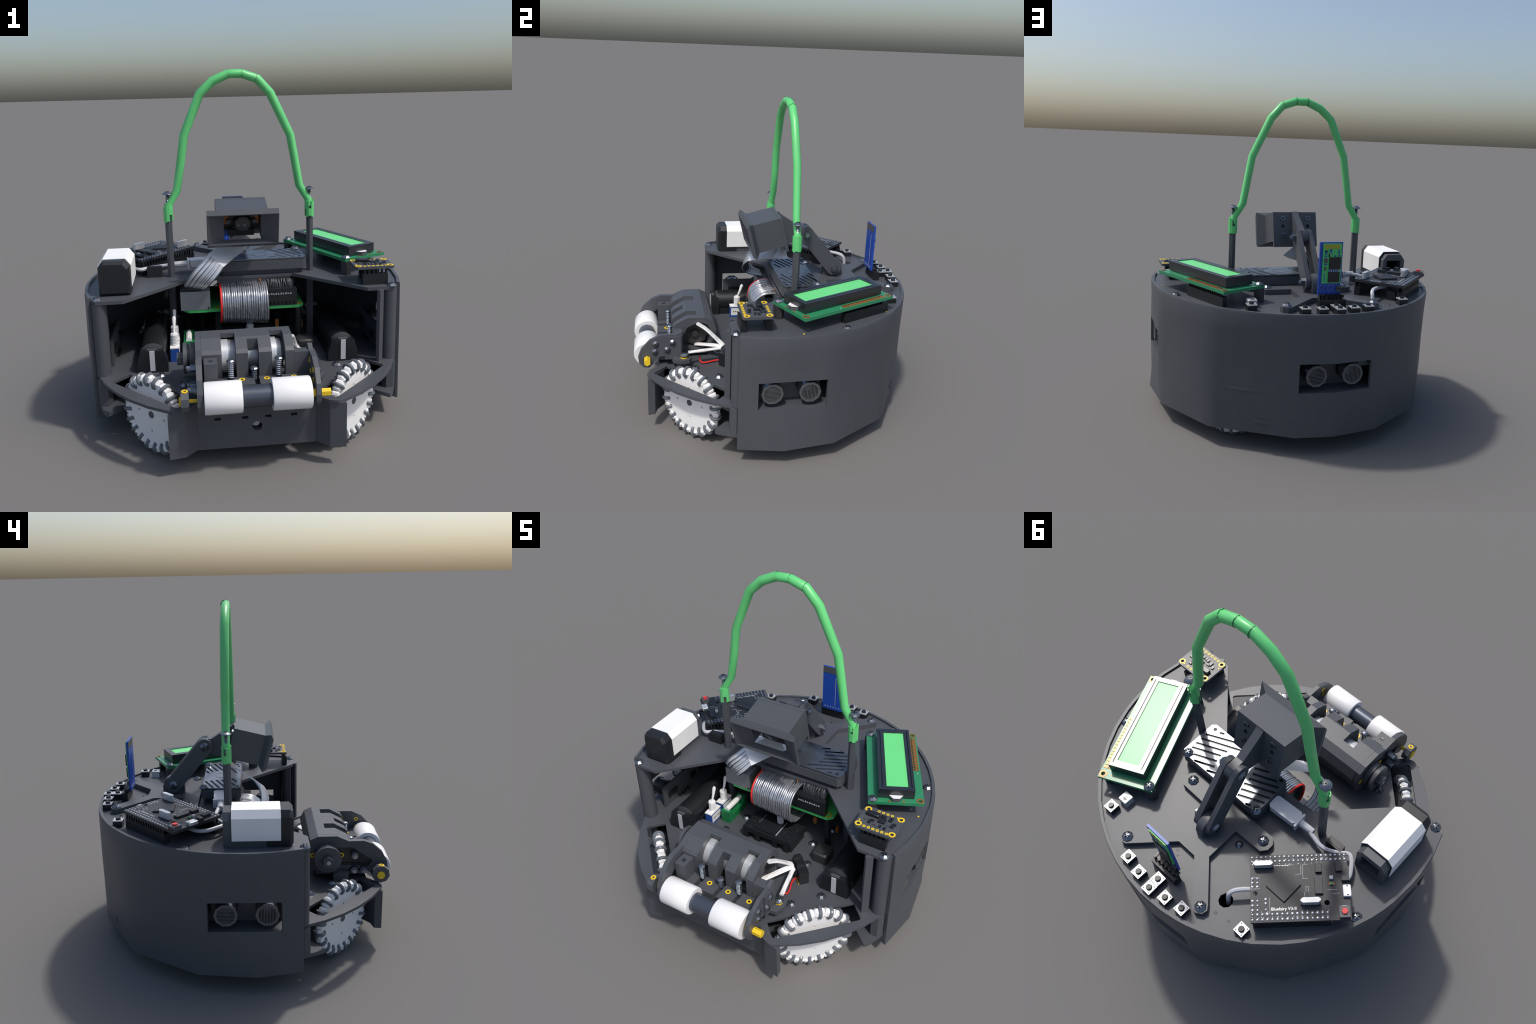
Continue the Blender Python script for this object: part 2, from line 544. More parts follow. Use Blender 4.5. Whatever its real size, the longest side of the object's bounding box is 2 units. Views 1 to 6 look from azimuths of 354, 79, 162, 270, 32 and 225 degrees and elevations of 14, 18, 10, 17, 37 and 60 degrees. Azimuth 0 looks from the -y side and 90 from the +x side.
# ------------------------------------------------------------------ range finders behind the windows
def build_rangefinder(phi, reach):
    """two ultrasonic eyes on an upright board, facing outwards at angle phi"""
    d = V((math.cos(rad(phi)), math.sin(rad(phi)), 0))
    t = V((-d.y, d.x, 0))
    M = frame(V((0, CY, 0.459)) + d * 0.776, t, (0, 0, 1))  # local z = outward d
    b = B(M)
    b.box((-0.19, -0.092, -0.012), (0.19, 0.070, 0.0), PLASTIC)
    b.box((-0.185, 0.035, 0.0005), (-0.12, 0.069, 0.004), PCBBLUE)
    for x in (-0.045, -0.015, 0.015, 0.045):
        b.box((x - 0.004, -0.09, -0.03), (x + 0.004, -0.07, -0.012), BLACK)
    b.box((-0.15, -0.03, -0.02), (-0.09, 0.01, -0.0125), BLACK)
    b.box((0.06, -0.03, -0.02), (0.15, 0.01, -0.0125), BLACK)
    o = b.obj("range_finder")
    for s in (-1, 1):
        e = B(M)
        x = 0.108 * s
        e.cyl((x, 0, 0), (x, 0, 0.03), 0.062, BLACK, seg=12)
        e.ring((x, 0, 0.03), (0, 0, 1), 0.052, 0.058, reach - 0.034, DARKSTEEL, seg=12)
        e.ring((x, 0, reach - 0.010), (0, 0, 1), 0.050, 0.063, 0.010, MESHGREY, seg=10)
        e.lathe([(0.034, 0), (0.030, 0.008), (0.016, 0.013)], (x, 0.0, 0.03), (0, 0, 1), ALU, seg=12)
        for i in range(-6, 7):
            h = 0.0078 * i
            L = math.sqrt(0.052 ** 2 - h * h)
            if s < 0:
                e.box((x - L, h - 0.0018, reach - 0.0065), (x + L, h + 0.0018, reach - 0.003), MESHGREY)
            else:
                e.box((x + h - 0.0018, -L, reach - 0.0065), (x + h + 0.0018, L, reach - 0.003), MESHGREY)
        e.obj("sensor_eye", o)
    return o


for phi in (0, 90, 180):
    build_rangefinder(phi, 0.108)


# ------------------------------------------------------------------ carry handle
def build_handle():
    Y = 0.08
    b = B()
    pts = [(-0.420, 1.205), (-0.417, 1.240), (-0.364, 1.322), (-0.333, 1.489), (-0.308, 1.640), (-0.206, 1.872), (-0.130, 1.938), (-0.041, 1.975), (0.035, 1.975), (0.123, 1.945), (0.195, 1.866), (0.310, 1.625), (0.361, 1.330), (0.414, 1.245), (0.418, 1.205)]
    rs = [0.024, 0.022, 0.023, 0.0245, 0.025, 0.026, 0.026, 0.025, 0.025, 0.026, 0.026, 0.025, 0.024, 0.022, 0.024]
    b.tube([(x, Y + 0.003 * math.sin(7 * i), z) for i, (x, z) in enumerate(pts)], 0.024, GREEN, seg=8, rs=rs)
    for x, z, d in ((-0.041, 1.975, (1, 0, 0.05)), (0.035, 1.975, (1, 0, -0.05)), (0.115, 1.949, (1, 0, -0.4))):
        b.ring((x, Y, z), d, 0.020, 0.0262, 0.0022, DKGREEN, seg=10)
    h = b.obj("carry_handle", angle=58)
    for s in (1, -1):
        b = B()
        b.cyl((0.422 * s, Y, 0.366), (0.422 * s, Y, 1.222), 0.0225, PLASTIC, seg=6, rot=0.4)
        b.obj("support_rod", h)
        b = B()
        # split collar gripping the rod: a few torn facets
        seg = 10
        for i in range(seg):
            if i in ((2, 7) if s > 0 else (4,)):
                z1 = 1.19
            else:
                z1 = 1.236 + 0.006 * math.sin(5 * i + s)
            z0 = 1.143 + 0.004 * math.sin(3 * i)
            if i in ((5,) if s > 0 else (8,)):
                z0 = 1.185
            a0, a1 = 2 * math.pi * i / seg, 2 * math.pi * (i + 1) / seg
            ri, ro = 0.0225, 0.0285
            ring = lambda z: [(0.421 * s + r * math.cos(a), Y + r * math.sin(a), z) for r, a in ((ri, a0), (ro, a0), (ro, a1), (ri, a1))]
            b.loft([ring(z0), ring(z1)], GREEN)
        b.obj("collar", h)
        b = B()
        b.lathe([(0.031, 0), (0.029, 0.004), (0.020, 0.010), (0.010, 0.0145), (0.004, 0.015)], (0.421 * s, Y, 1.305), (0, 0, 1), DARKSTEEL, seg=9)
        for i in range(7):
            b.lathe([(0.0085, 0), (0.012, 0.005), (0.0085, 0.010)], (0.421 * s, Y, 1.232 + 0.010 * i), (0, 0, 1), DARKSTEEL, seg=8)
        for a in (0.4, 0.4 + math.pi / 2):
            b.box((-0.013, -0.003, 1.313), (0.013, 0.003, 1.3205), BLACK, Matrix.Translation((0.421 * s, Y, 0)) @ Matrix.Rotation(a, 4, "Z"))
        b.obj("screw", h, angle=22)


build_handle()


# ------------------------------------------------------------------ lcd module
def build_lcd():
    o = V((0.8755, 0.037, 0))
    ly = V((-0.2815, 0.605, 0)).normalized()  # along the long side
    lx = V((-ly.y, ly.x, 0))  # towards the robot centre
    M = frame((o.x, o.y, 0.886), lx, ly)
    # local: x 0 (outer edge) .. 0.298 (inner edge), y 0 .. 0.667
    L, W = 0.668, 0.299
    M = Matrix.Translation((0, 0, 0)) @ M
    if (M.to_3x3() @ V((0, 0, 1))).z < 0:
        M = frame((o.x, o.y, 0.886), lx, ly) @ Matrix.Scale(-1, 4, V((0, 0, 1)))
    b = B(M)
    hs = [(0.022, 0.022), (0.022, L - 0.022)]
    b.prism([(0, 0), (W, 0), (W, L), (0, L)], 0, 0.018, PCBGREEN, holes=[circle(x, y, 0.012, 6) for x, y in hs])
    for x, y in hs:
        b.ring((x, y, 0.0175), (0, 0, 1), 0.0125, 0.021, 0.002, ORANGE, seg=8)
    for i in range(16):
        y = 0.297 + i * 0.0205
        b.box((0.008, y - 0.007, 0.018), (0.040, y + 0.007, 0.0205), ORANGE)
        b.cyl((0.032, y, 0.02), (0.032, y, 0.0225), 0.005, CHIP, seg=6)
        b.box((0.024, y - 0.004, -0.025), (0.036, y + 0.004, 0.0), BLACK)
    lcd = b.obj("lcd_display")
    # bezel frame
    b = B(M)
    bx0, bx1, by0, by1 = 0.052, 0.245, 0.035, 0.617
    sx0, sx1, sy0, sy1 = 0.086, 0.203, 0.063, 0.580
    z1 = 0.079
    rect = lambda x0, x1, y0, y1: [(x0, y0), (x1, y0), (x1, y1), (x0, y1)]
    b.prism(rect(bx0, bx1, by0, by1), 0.022, 0.066, BLACKSAT)
    holes = [rect(sx0, sx1, sy0, sy1), rect(0.066, 0.070, 0.055, 0.595), rect(0.223, 0.227, 0.055, 0.595)]
    b.prism(rect(bx0, bx1, by0, by1), 0.0664, z1, BLACKSAT, holes=holes)
    b.prism(rect(bx0 + 0.012, bx1 - 0.012, by0 + 0.012, by1 - 0.012), 0.018, 0.0222, BLACK)
    b.obj("bezel", lcd)
    b = B(M)
    b.box((sx0 + 0.0005, sy0 + 0.0005, 0.066), (sx1 - 0.0005, sy1 - 0.0005, 0.0745), LCDGLOW)
    b.obj("screen", lcd)
    b = B(M)
    b.loft([[(0.112, 0.0345, 0.019), (0.132, 0.004, 0.019), (0.168, 0.004, 0.019), (0.188, 0.0345, 0.019)], [(0.112, 0.0345, 0.040), (0.132, 0.004, 0.032), (0.168, 0.004, 0.032), (0.188, 0.0345, 0.040)]], CHIPGREY)
    b.prism([(0.113, 0.034), (0.133, 0.006), (0.167, 0.006), (0.187, 0.034)], 0.0403, 0.0415, WHITE)
    b.obj("backlight_tab", lcd)
    b = B(M)
    b.box((0.102, 0.004, 0.017), (0.116, 0.012, 0.0205), ORANGE)
    b.box((0.178, 0.004, 0.017), (0.192, 0.012, 0.0205), ORANGE)
    b.box((0.014, 0.262, 0.017), (0.020, 0.270, 0.020), TIN)
    b.obj("solder_pad", lcd)
    b = B(M)
    b.box((0.010, 0.30, -0.081), (0.042, 0.645, -0.022), BLACK)
    b.obj("pin_socket", lcd)
    b = B(M)
    b.box((0.12, 0.18, -0.02), (0.20, 0.26, 0.0), CHIP)
    b.box((0.12, 0.38, -0.02), (0.20, 0.46, 0.0), CHIP)
    b.obj("driver_chip", lcd)
    for y in (0.024, L - 0.024):
        b = B(M)
        b.cyl((W - 0.024, y, -0.083), (W - 0.024, y, 0.0), 0.032, RUBBER, seg=6)
        b.cyl((W - 0.024, y, -0.084), (W - 0.024, y, -0.078), 0.020, YELLOW, seg=6)
        b.obj("standoff", lcd)
        p = M @ V((W - 0.024, y, 0.0185))
        screw(p, parent=lcd)


build_lcd()


# ------------------------------------------------------------------ small motion-sensor board
def build_imu():
    x0, x1, y0, y1, z = 0.614, 0.838, -0.300, -0.126, 0.909
    b = B()
    holes = [(0.634, -0.277), (0.818, -0.275), (0.635, -0.149), (0.817, -0.149)]
    c = 0.012
    pts = [(x0 + c, y0), (x1 - c, y0), (x1, y0 + c), (x1, y1 - c), (x1 - c, y1), (x0 + c, y1), (x0, y1 - c), (x0, y0 + c)]
    b.prism(pts, z - 0.015, z, PCBGREY, holes=[circle(x, y, 0.0095, 6) for x, y in holes])
    o = b.obj("sensor_board")
    b = B()
    for x, y in holes:
        b.ring((x, y, z - 0.0005), (0, 0, 1), 0.0105, 0.0195, 0.002, YELLOW, seg=7)
    for i in range(6):
        b.ring((0.668 + 0.0246 * i, -0.283, z - 0.0005), (0, 0, 1), 0.004, 0.0095, 0.002, YELLOW, seg=6)
    for i in range(4):
        b.ring((0.692 + 0.0246 * i, -0.143, z - 0.0005), (0, 0, 1), 0.004, 0.009, 0.002, YELLOW, seg=6)
    b.cyl((0.796, -0.143, z), (0.796, -0.143, z + 0.0015), 0.005, YELLOW, seg=6)
    b.cyl((0.628, -0.248, z), (0.628, -0.248, z + 0.0015), 0.005, YELLOW, seg=6)
    b.obj("gold_pad", o)
    b = B()
    b.box((0.640, -0.200, z), (0.712, -0.170, z + 0.020), CHIP, ch=0.004)
    b.box((0.718, -0.226, z), (0.754, -0.190, z + 0.010), CHIP)
    for x, y, w, h, m in ((0.722, -0.172, 0.012, 0.018, CHIP), (0.738, -0.172, 0.012, 0.018, CHIP), (0.773, -0.168, 0.018, 0.012, CHIP), (0.772, -0.188, 0.018, 0.012, CHIP), (0.776, -0.209, 0.018, 0.010, CHIPGREY), (0.776, -0.222, 0.018, 0.010, CHIPGREY), (0.802, -0.205, 0.020, 0.012, CHIP), (0.796, -0.226, 0.020, 0.012, CHIP), (0.654, -0.226, 0.012, 0.018, CHIPGREY), (0.680, -0.240, 0.014, 0.026, CHIP), (0.690, -0.225, 0.018, 0.010, CHIP), (0.708, -0.246, 0.012, 0.018, CHIPGREY), (0.724, -0.250, 0.012, 0.018, CHIPGREY), (0.742, -0.250, 0.012, 0.018, CHIP), (0.768, -0.254, 0.012, 0.018, CHIP)):
        b.box((x - w / 2, y - h / 2, z), (x + w / 2, y + h / 2, z + 0.007), m)
    b.obj("chip", o, kind="stuff")
    b = B()
    b.box((0.655, -0.303, 0.8035), (0.798, -0.268, 0.866), BLACK)
    b.box((0.675, -0.158, 0.8035), (0.790, -0.125, 0.866), BLACK)
    for i in range(6):
        b.box((0.664 + 0.0246 * i, -0.291, 0.865), (0.674 + 0.0246 * i, -0.279, 0.896), BLACK)
    for i in range(4):
        b.box((0.688 + 0.0246 * i, -0.148, 0.865), (0.698 + 0.0246 * i, -0.138, 0.896), BLACK)
    b.obj("pin_socket", o)


build_imu()


# ------------------------------------------------------------------ upright radio board
def build_radio():
    # local x to -X (as seen from the rear), y up, z to the rear
    M = frame((0.064, 0.696, 0.873), (-1, 0, 0), (0, 0, 1))
    b = B(M)
    W, H = 0.137, 0.311
    b.box((0, 0, -0.006), (W, H, 0.006), PCBBLUE)
    o = b.obj("radio_board")
    b = B(M)
    b.box((0.017, 0.076, 0.006), (0.129, H - 0.008, 0.0125), PIGREEN)
    b.obj("radio_module", o)
    b = B(M)
    # zigzag antenna
    x, z = 0.022, 0.0126
    pts = []
    for i in range(9):
        pts.append((0.024 + i * 0.0115, H - 0.014 if i % 2 == 0 else H - 0.036))
    for p, q in zip(pts, pts[1:]):
        d = (V(q) - V(p)).normalized()
        n = V((-d.y, d.x)) * 0.005
        b.prism([tuple(V(p) + n), tuple(V(p) - n), tuple(V(q) - n), tuple(V(q) + n)], z, z + 0.0018 + 0.0002 * R.random(), GOLDPAD)
    for i in range(9):
        x, y = pts[i]
        b.box((x - 0.006, y - 0.003, z), (x + 0.006, y + 0.003, z + 0.0012), GOLDPAD)
    b.obj("antenna", o)
    b = B(M)
    b.box((0.055, 0.157, 0.0125), (0.123, 0.226, 0.020), CHIP)
    b.box((0.052, 0.083, 0.0125), (0.120, 0.142, 0.020), CHIP)
    b.box((0.024, 0.196, 0.0125), (0.045, 0.220, 0.018), CHIPGREY)
    b.box((0.027, 0.150, 0.0125), (0.038, 0.171, 0.018), CHIPGREY)
    b.obj("chip", o)
    b = B(M)
    for i in range(6):
        b.box((0.06 + 0.011 * i, 0.1425, 0.0125), (0.063 + 0.011 * i, 0.156, 0.0145), TIN)
        b.box((0.026, 0.088 + 0.0085 * i, 0.0125), (0.034, 0.092 + 0.0085 * i, 0.0140), PCBBLUE)
    b.box((0.055, 0.1435, 0.0124), (0.118, 0.155, 0.0132), PCBBLUE)
    for x, y, w, h in ((0.026, 0.257, 0.018, 0.008), (0.026, 0.244, 0.016, 0.010), (0.055, 0.26, 0.014, 0.012), (0.055, 0.245, 0.014, 0.012), (0.105, 0.26, 0.010, 0.006), (0.105, 0.247, 0.010, 0.008), (0.026, 0.228, 0.012, 0.008), (0.05, 0.228, 0.008, 0.018), (0.085, 0.23, 0.010, 0.006), (0.108, 0.23, 0.012, 0.008), (0.026, 0.182, 0.016, 0.008)):
        b.box((x, y, 0.0125), (x + w, y + h, 0.0150), CHIP if R.random() < 0.4 else PCBBLUE)
    b.cyl((0.060, 0.25, 0.0125), (0.060, 0.25, 0.0165), 0.004, TIN, seg=7)
    b.obj("component", o, kind="stuff")
    # marks along the board foot, push key and pin row
    b = B(M)
    for i in range(4):
        x = 0.018 + 0.026 * i
        b.box((x, 0.035, 0.006), (x + 0.003, 0.055, 0.0072), CHIP)
        b.box((x + 0.003, 0.050 - 0.01 * (i % 2), 0.006), (x + 0.010, 0.053 - 0.01 * (i % 2), 0.0072), CHIP)
    b.box((0.109, 0.028, 0.006), (0.132, 0.061, 0.018), CHIPGREY)
    b.cyl((0.121, 0.045, 0.018), (0.121, 0.045, 0.021), 0.007, CHIP, seg=8)
    for i in range(5):
        b.box((0.014 + 0.024 * i, 0.062, 0.006), (0.0155 + 0.024 * i, 0.066, 0.0068), TIN)
    b.obj("push_key", o)
    b = B(M)
    # traces on the front face
    for i, (x, y0, y1) in enumerate(((0.03, 0.06, 0.21), (0.045, 0.03, 0.24), (0.06, 0.08, 0.23), (0.082, 0.03, 0.20), (0.10, 0.07, 0.22), (0.118, 0.04, 0.17))):
        b.box((x, y0, -0.0072), (x + 0.0028, y1, -0.006), TIN if i == 1 else BLUE)
    for i in range(6):
        b.cyl((0.018 + 0.02 * i, 0.02, -0.008), (0.018 + 0.02 * i, 0.02, -0.006), 0.004, TIN, seg=6)
    b.box((0.0015, H - 0.045, -0.0072), (W - 0.0015, H - 0.001, -0.006), PLASTIC)
    b.obj("trace", o)
    b = B()
    b.box((-0.090, 0.714, 0.8035), (0.070, 0.752, 0.862), BLACK)
    for i in range(6):
        x = -0.072 + 0.025 * i
        b.box((x, 0.704, 0.861), (x + 0.012, 0.735, 0.888), CHIP)
        b.box((x + 0.003, 0.728, 0.8615), (x + 0.009, 0.735, 0.890), CHIP)
    b.box((-0.086, 0.703, 0.868), (0.062, 0.728, 0.884), CHIP)
    b.obj("pin_socket", o)


build_radio()


# ------------------------------------------------------------------ push buttons
def build_buttons():
    body = B()
    s = 0.0262
    body.box((-s, -s, 0), (s, s, 0.034), BLACK)
    body.prism([(-s - .0005, -s - .0005), (s + .0005, -s - .0005), (s + .0005, s + .0005), (-s - .0005, s + .0005)], 0.0342, 0.0385, TIN, holes=[circle(0, 0, 0.0165, 8)])
    for x in (-1, 1):
        for y in (-1, 1):
            body.cyl((x * 0.019, y * 0.019, 0.0384), (x * 0.019, y * 0.019, 0.0402), 0.003, BLACK, seg=6)
    body.cyl((0, 0, 0.034), (0, 0, 0.05), 0.0135, CHIP, seg=8)
    me = body.mesh("push_button")
    for x, y in ((0.448, 0.692), (0.175, 0.811), (0.079, 0.828), (-0.016, 0.790), (-0.017, 0.846), (-0.108, 0.828), (-0.203, 0.811), (-0.475, 0.693)):
        inst(me, "push_button", Matrix.Translation((x, y, 0.8036)) @ Matrix.Rotation(rad(R.uniform(-2, 2)), 4, "Z"), ROOT)
    b = B(Matrix.Translation((0.426, 0.614, 0.8036)))
    b.box((-0.027, -0.027, 0), (0.027, 0.027, 0.046), TIN, ch=0.003)
    b.cyl((-0.003, 0.004, 0.045), (-0.003, 0.004, 0.0475), 0.013, CHIP, seg=7)
    b.box((-0.016, -0.002, 0.0474), (0.012, 0.002, 0.0488), STEEL)
    b.obj("trimmer_knob")


build_buttons()


# ------------------------------------------------------------------ microcontroller board
def build_mcu():
    c = V((-0.5515, 0.3825, 0))
    a = V((0.709, 0.705, 0))   # u: c2 -> c1
    # board coords: u 0..1 from c1 to c2, v 0..1 from c1 to c4
    c1, c2, c4 = V((-0.2775, 0.4290, 0)), V((-0.5985, 0.1115, 0)), V((-0.5045, 0.6525, 0))
    LU, LV = (c2 - c1).length, (c4 - c1).length
    M = frame((c1.x, c1.y, 0.889), c2 - c1, c4 - c1)
    flip = (M.to_3x3() @ V((0, 0, 1))).z
    if flip < 0:
        M = M @ Matrix.Scale(-1, 4, V((0, 0, 1)))
    P = lambda u, v: (u * LU, v * LV)
    b = B(M)
    H = 0.016
    holes = [circle(*P(0.05, 0.575), 0.011, 6), circle(*P(0.765, 0.745), 0.013, 7), circle(*P(0.655, 0.745) if False else P(0.775, 0.745), 0.0001, 3)][:2]
    b.prism([(0, 0), (LU, 0), (LU, LV), (0, LV)], 0, H, PCBBLACK, holes=holes)
    o = b.obj("microcontroller_board")
    # solder dots
    b = B(M)

    def dot(u, v):
        x, y = P(u, v)
        r = R.uniform(0.0062, 0.0080)
        b.lathe([(r, 0), (r * 0.9, 0.002), (r * 0.3, 0.0035)], (x, y, H), (0, 0, 1), SOLDER, seg=6, rot=R.random())
    for i in range(21):
        for v in (0.03, 0.098):
            dot(0.022 + i * 0.0477, v + 0.002 * R.random())
    for i in range(16):
        for v in (0.888, 0.962):
            dot(0.02 + i * 0.0497, v)
    for v in (0.36, 0.42, 0.48, 0.69, 0.757, 0.825):
        for u in (0.022, 0.072):
            dot(u, v)
    for v in (0.67, 0.73, 0.82):
        dot(0.155, v)
    b.obj("solder_joint", o, kind="stuff")
    # fine silkscreen flecks between the pin rows
    b = B(M)
    for i in range(21):
        for v in (0.064, 0.135):
            for k in range(3):
                if R.random() < 0.6:
                    u0 = 0.012 + i * 0.0477 + 0.010 * k
                    x, y = P(u0, v + R.uniform(-0.008, 0.008))
                    b.box((x, y, H), (x + 0.002, y + R.uniform(0.003, 0.006), H + 0.0006), SOLDER if R.random() < 0.5 else CHIP)
    for i in range(16):
        for v in (0.85, 0.925):
            for k in range(3):
                if R.random() < 0.6:
                    x, y = P(0.008 + i * 0.0497 + 0.010 * k, v + R.uniform(-0.008, 0.008))
                    b.box((x, y, H), (x + 0.002, y + R.uniform(0.003, 0.006), H + 0.0006), SOLDER if R.random() < 0.5 else CHIP)
    # printed outlines of the small components
    for u0, v0, u1, v1 in ((0.39, 0.16, 0.45, 0.24), (0.46, 0.16, 0.52, 0.31), (0.535, 0.16, 0.59, 0.38), (0.56, 0.50, 0.59, 0.58), (0.545, 0.58, 0.60, 0.70), (0.14, 0.64, 0.195, 0.87), (0.775, 0.36, 0.88, 0.56), (0.83, 0.61, 0.90, 0.68), (0.84, 0.72, 0.89, 0.78), (0.01, 0.335, 0.095, 0.51)):
        x0, y0 = P(u0, v0)
        x1, y1 = P(u1, v1)
        w = 0.0013
        for q in (((x0, y0), (x1, y0 + w)), ((x0, y1 - w), (x1, y1)), ((x0, y0 + w), (x0 + w, y1 - w)), ((x1 - w, y0 + w), (x1, y1 - w))):
            b.box((*q[0], H), (*q[1], H + 0.0005), CHIP if R.random() < 0.6 else GREY)
    for k in range(10):
        x, y = P(0.245 + 0.017 * k, 0.155 + R.uniform(0, 0.012))
        b.box((x, y, H), (x + 0.004, y + 0.003, H + 0.0006), TIN)
    b.obj("printed_mark", o, kind="stuff")
    # board lettering
    cu = bpy.data.curves.new("board_lettering", "FONT")
    cu.body = "Bluefairy V3-II"
    cu.size = 0.020
    cu.extrude = 0.0008
    tmp = bpy.data.objects.new("tmp", cu)
    bpy.context.scene.collection.objects.link(tmp)
    dg = bpy.context.evaluated_depsgraph_get()
    me = bpy.data.meshes.new_from_object(tmp.evaluated_get(dg))
    bpy.data.objects.remove(tmp)
    me.materials.clear()
    me.materials.append(TIN)
    me.name = "board_lettering"
    xs = [v.co.x for v in me.vertices]
    k = 0.112 / (max(xs) - min(xs))
    for v in me.vertices:
        v.co = V((v.co.x * k, v.co.y * k, v.co.z))
    x, y = P(0.205, 0.835)
    inst(me, "board_lettering", M @ Matrix.Translation((x, y, H + 0.001)) @ Matrix.Rotation(math.pi, 4, "X"), o)
    # chips
    b = B(M)
    cx, cy = P(0.335, 0.47)
    h = 0.0800
    b.prism([(cx - h, cy), (cx, cy - h), (cx + h, cy), (cx, cy + h)], H, H + 0.010, PCBGREY if False else PCBBLACK)
    for u0, v0, u1, v1, hh in ((0.667, 0.155, 0.728, 0.30, 0.016), (0.872, 0.145, 0.935, 0.295, 0.016), (0.652, 0.36, 0.728, 0.62, 0.014), (0.925, 0.375, 1.0, 0.445, 0.02)):
        b.box((*P(u0, v0), H), (*P(u1, v1), H + hh), PCBBLACK)
        for k in range(8):
            v = v0 + (v1 - v0) * (k + 0.5) / 8
            x, y = P(u0 - 0.006, v)
            x2, _ = P(u1 + 0.006, v)
            if hh < 0.02:
                b.box((x, y - 0.0015, H), (x2, y + 0.0015, H + 0.004), CHIP)
    b.obj("chip", o)
    b = B(M)
    for (u0, v0), (u1, v1) in (((0.035, 0.13), (0.235, 0.20)), ((0.50, 0.70), (0.70, 0.775))):
        x0, y0 = P(u0, v0)
        x1, y1 = P(u1, v1)
        c_ = (y1 - y0) * 0.45
        pts = [(x0 + c_, y0), (x1 - c_, y0), (x1, y0 + c_ * 0.8), (x1, y1 - c_ * 0.8), (x1 - c_, y1), (x0 + c_, y1), (x0, y1 - c_ * 0.8), (x0, y0 + c_ * 0.8)]
        b.prism([(p[0], p[1]) for p in pts], H + 0.004, H + 0.042, TIN)
        b.box((x0 - 0.002, y0 - 0.001, H), (x1 + 0.002, y1 + 0.001, H + 0.004), CHIP)
    b.obj("crystal", o)
    b = B(M)
    b.box((*P(0.93, 0.505), H), (*P(1.012, 0.68), H + 0.018), TIN, ch=0.003)
    b.box((*P(0.965, 0.52), H + 0.0178), (*P(0.985, 0.535), H + 0.019), CHIP)
    b.box((*P(0.965, 0.65), H + 0.0178), (*P(0.985, 0.665), H + 0.019), CHIP)
    b.obj("usb_port", o)
    b = B(M)
    b.box((*P(0.805, 0.36), H), (*P(0.84, 0.41), H + 0.014), GREY)
    b.box((*P(0.81, 0.445), H), (*P(0.835, 0.495), H + 0.010), DKGREEN)
    b.box((*P(0.797, 0.455), H), (*P(0.809, 0.485), H + 0.004), ORANGE)
    b.box((*P(0.837, 0.455), H), (*P(0.849, 0.485), H + 0.004), ORANGE)
    b.box((*P(0.905, 0.795), H), (*P(0.96, 0.80), H + 0.001), TIN)
    b.obj("indicator_light", o)
    b = B(M)
    b.box((*P(0.878, 0.815), H), (*P(0.983, 0.978), H + 0.018), CHIPGREY)
    x, y = P(0.931, 0.895)
    b.cyl((x, y, H + 0.018), (x, y, H + 0.027), 0.0145, REDBTN, seg=6)
    b.obj("reset_button", o)
    # header sockets under both long edges and the short end
    b = B(M)
    for v0, v1, u0, u1 in ((0.015, 0.125, 0.005, 0.985), (0.865, 0.985, 0.015, 0.80)):
        b.box((*P(u0, v0), -0.085), (*P(u1, v1), -0.028), BLACK)
        n = int((u1 - u0) / 0.0486)
        for i in range(n):
            for vv in ((v0 + 0.002), (v1 - 0.03)):
                b.box((*P(u0 + 0.012 + i * 0.0486, vv), -0.029), (*P(u0 + 0.034 + i * 0.0486, vv + 0.028), 0.0), BLACK)
    b.box((*P(0.01, 0.675), -0.085), (*P(0.10, 0.84), -0.028), BLACK)
    b.obj("pin_socket", o)


build_mcu()


# ------------------------------------------------------------------ boxed battery with a white sleeve
def build_pack():
    zc0, zc1 = 0.812, 1.0
    xl, xr = -0.808, -0.634

    def ring(y, g, z0, z1, c):
        x0, x1 = xl + g, xr - g
        return [(x0, y, z0), (x1, y, z0), (x1, y, z1 - c), (x1 - c * 0.75, y, z1), (x0 + c * 0.75, y, z1), (x0, y, z1 - c)]
    b = B()
    b.loft([ring(-0.268, 0.016, 0.822, 0.982, 0.028), ring(-0.250, 0.002, 0.8045, 0.997, 0.032), ring(-0.13, 0.002, 0.8045, 0.997, 0.034)], BLACK)
    # rear frame with a recessed dark mouth
    M = frame((0, 0.046, 0), (1, 0, 0), (0, 0, 1))
    c = 0.038
    outer = [(xl + 0.006, 0.8045), (xr - 0.008, 0.8045), (xr - 0.008, 0.986 - c), (xr - 0.008 - c * 0.75, 0.986), (xl + 0.006 + c * 0.75, 0.986), (xl + 0.006, 0.986 - c)]
    hole = [(xl + 0.035, 0.845), (xr - 0.035, 0.845), (xr - 0.035, 0.945), (xl + 0.035, 0.945)]
    b.prism(outer, -0.046, 0.176, PLASTIC, M, holes=[hole])
    o = b.obj("battery_case", angle=25)
    b = B()
    t = 0.004
    s = [(xl - t, 0.842), (xl - t, 0.962), (xl + 0.026, 1.0005), (xr - 0.026, 1.0005), (xr + t, 0.962), (xr + t, 0.842)]
    s2 = [(x * 1.0 + (0.003 if x < -0.72 else -0.003), z - 0.003) for x, z in reversed(s)]
    M = frame((0, 0.048, 0), (1, 0, 0), (0, 0, 1))
    b.prism(s + s2, 0.0, 0.251, WHITEMATTE, M)
    b.obj("paper_sleeve", o, angle=20)


build_pack()


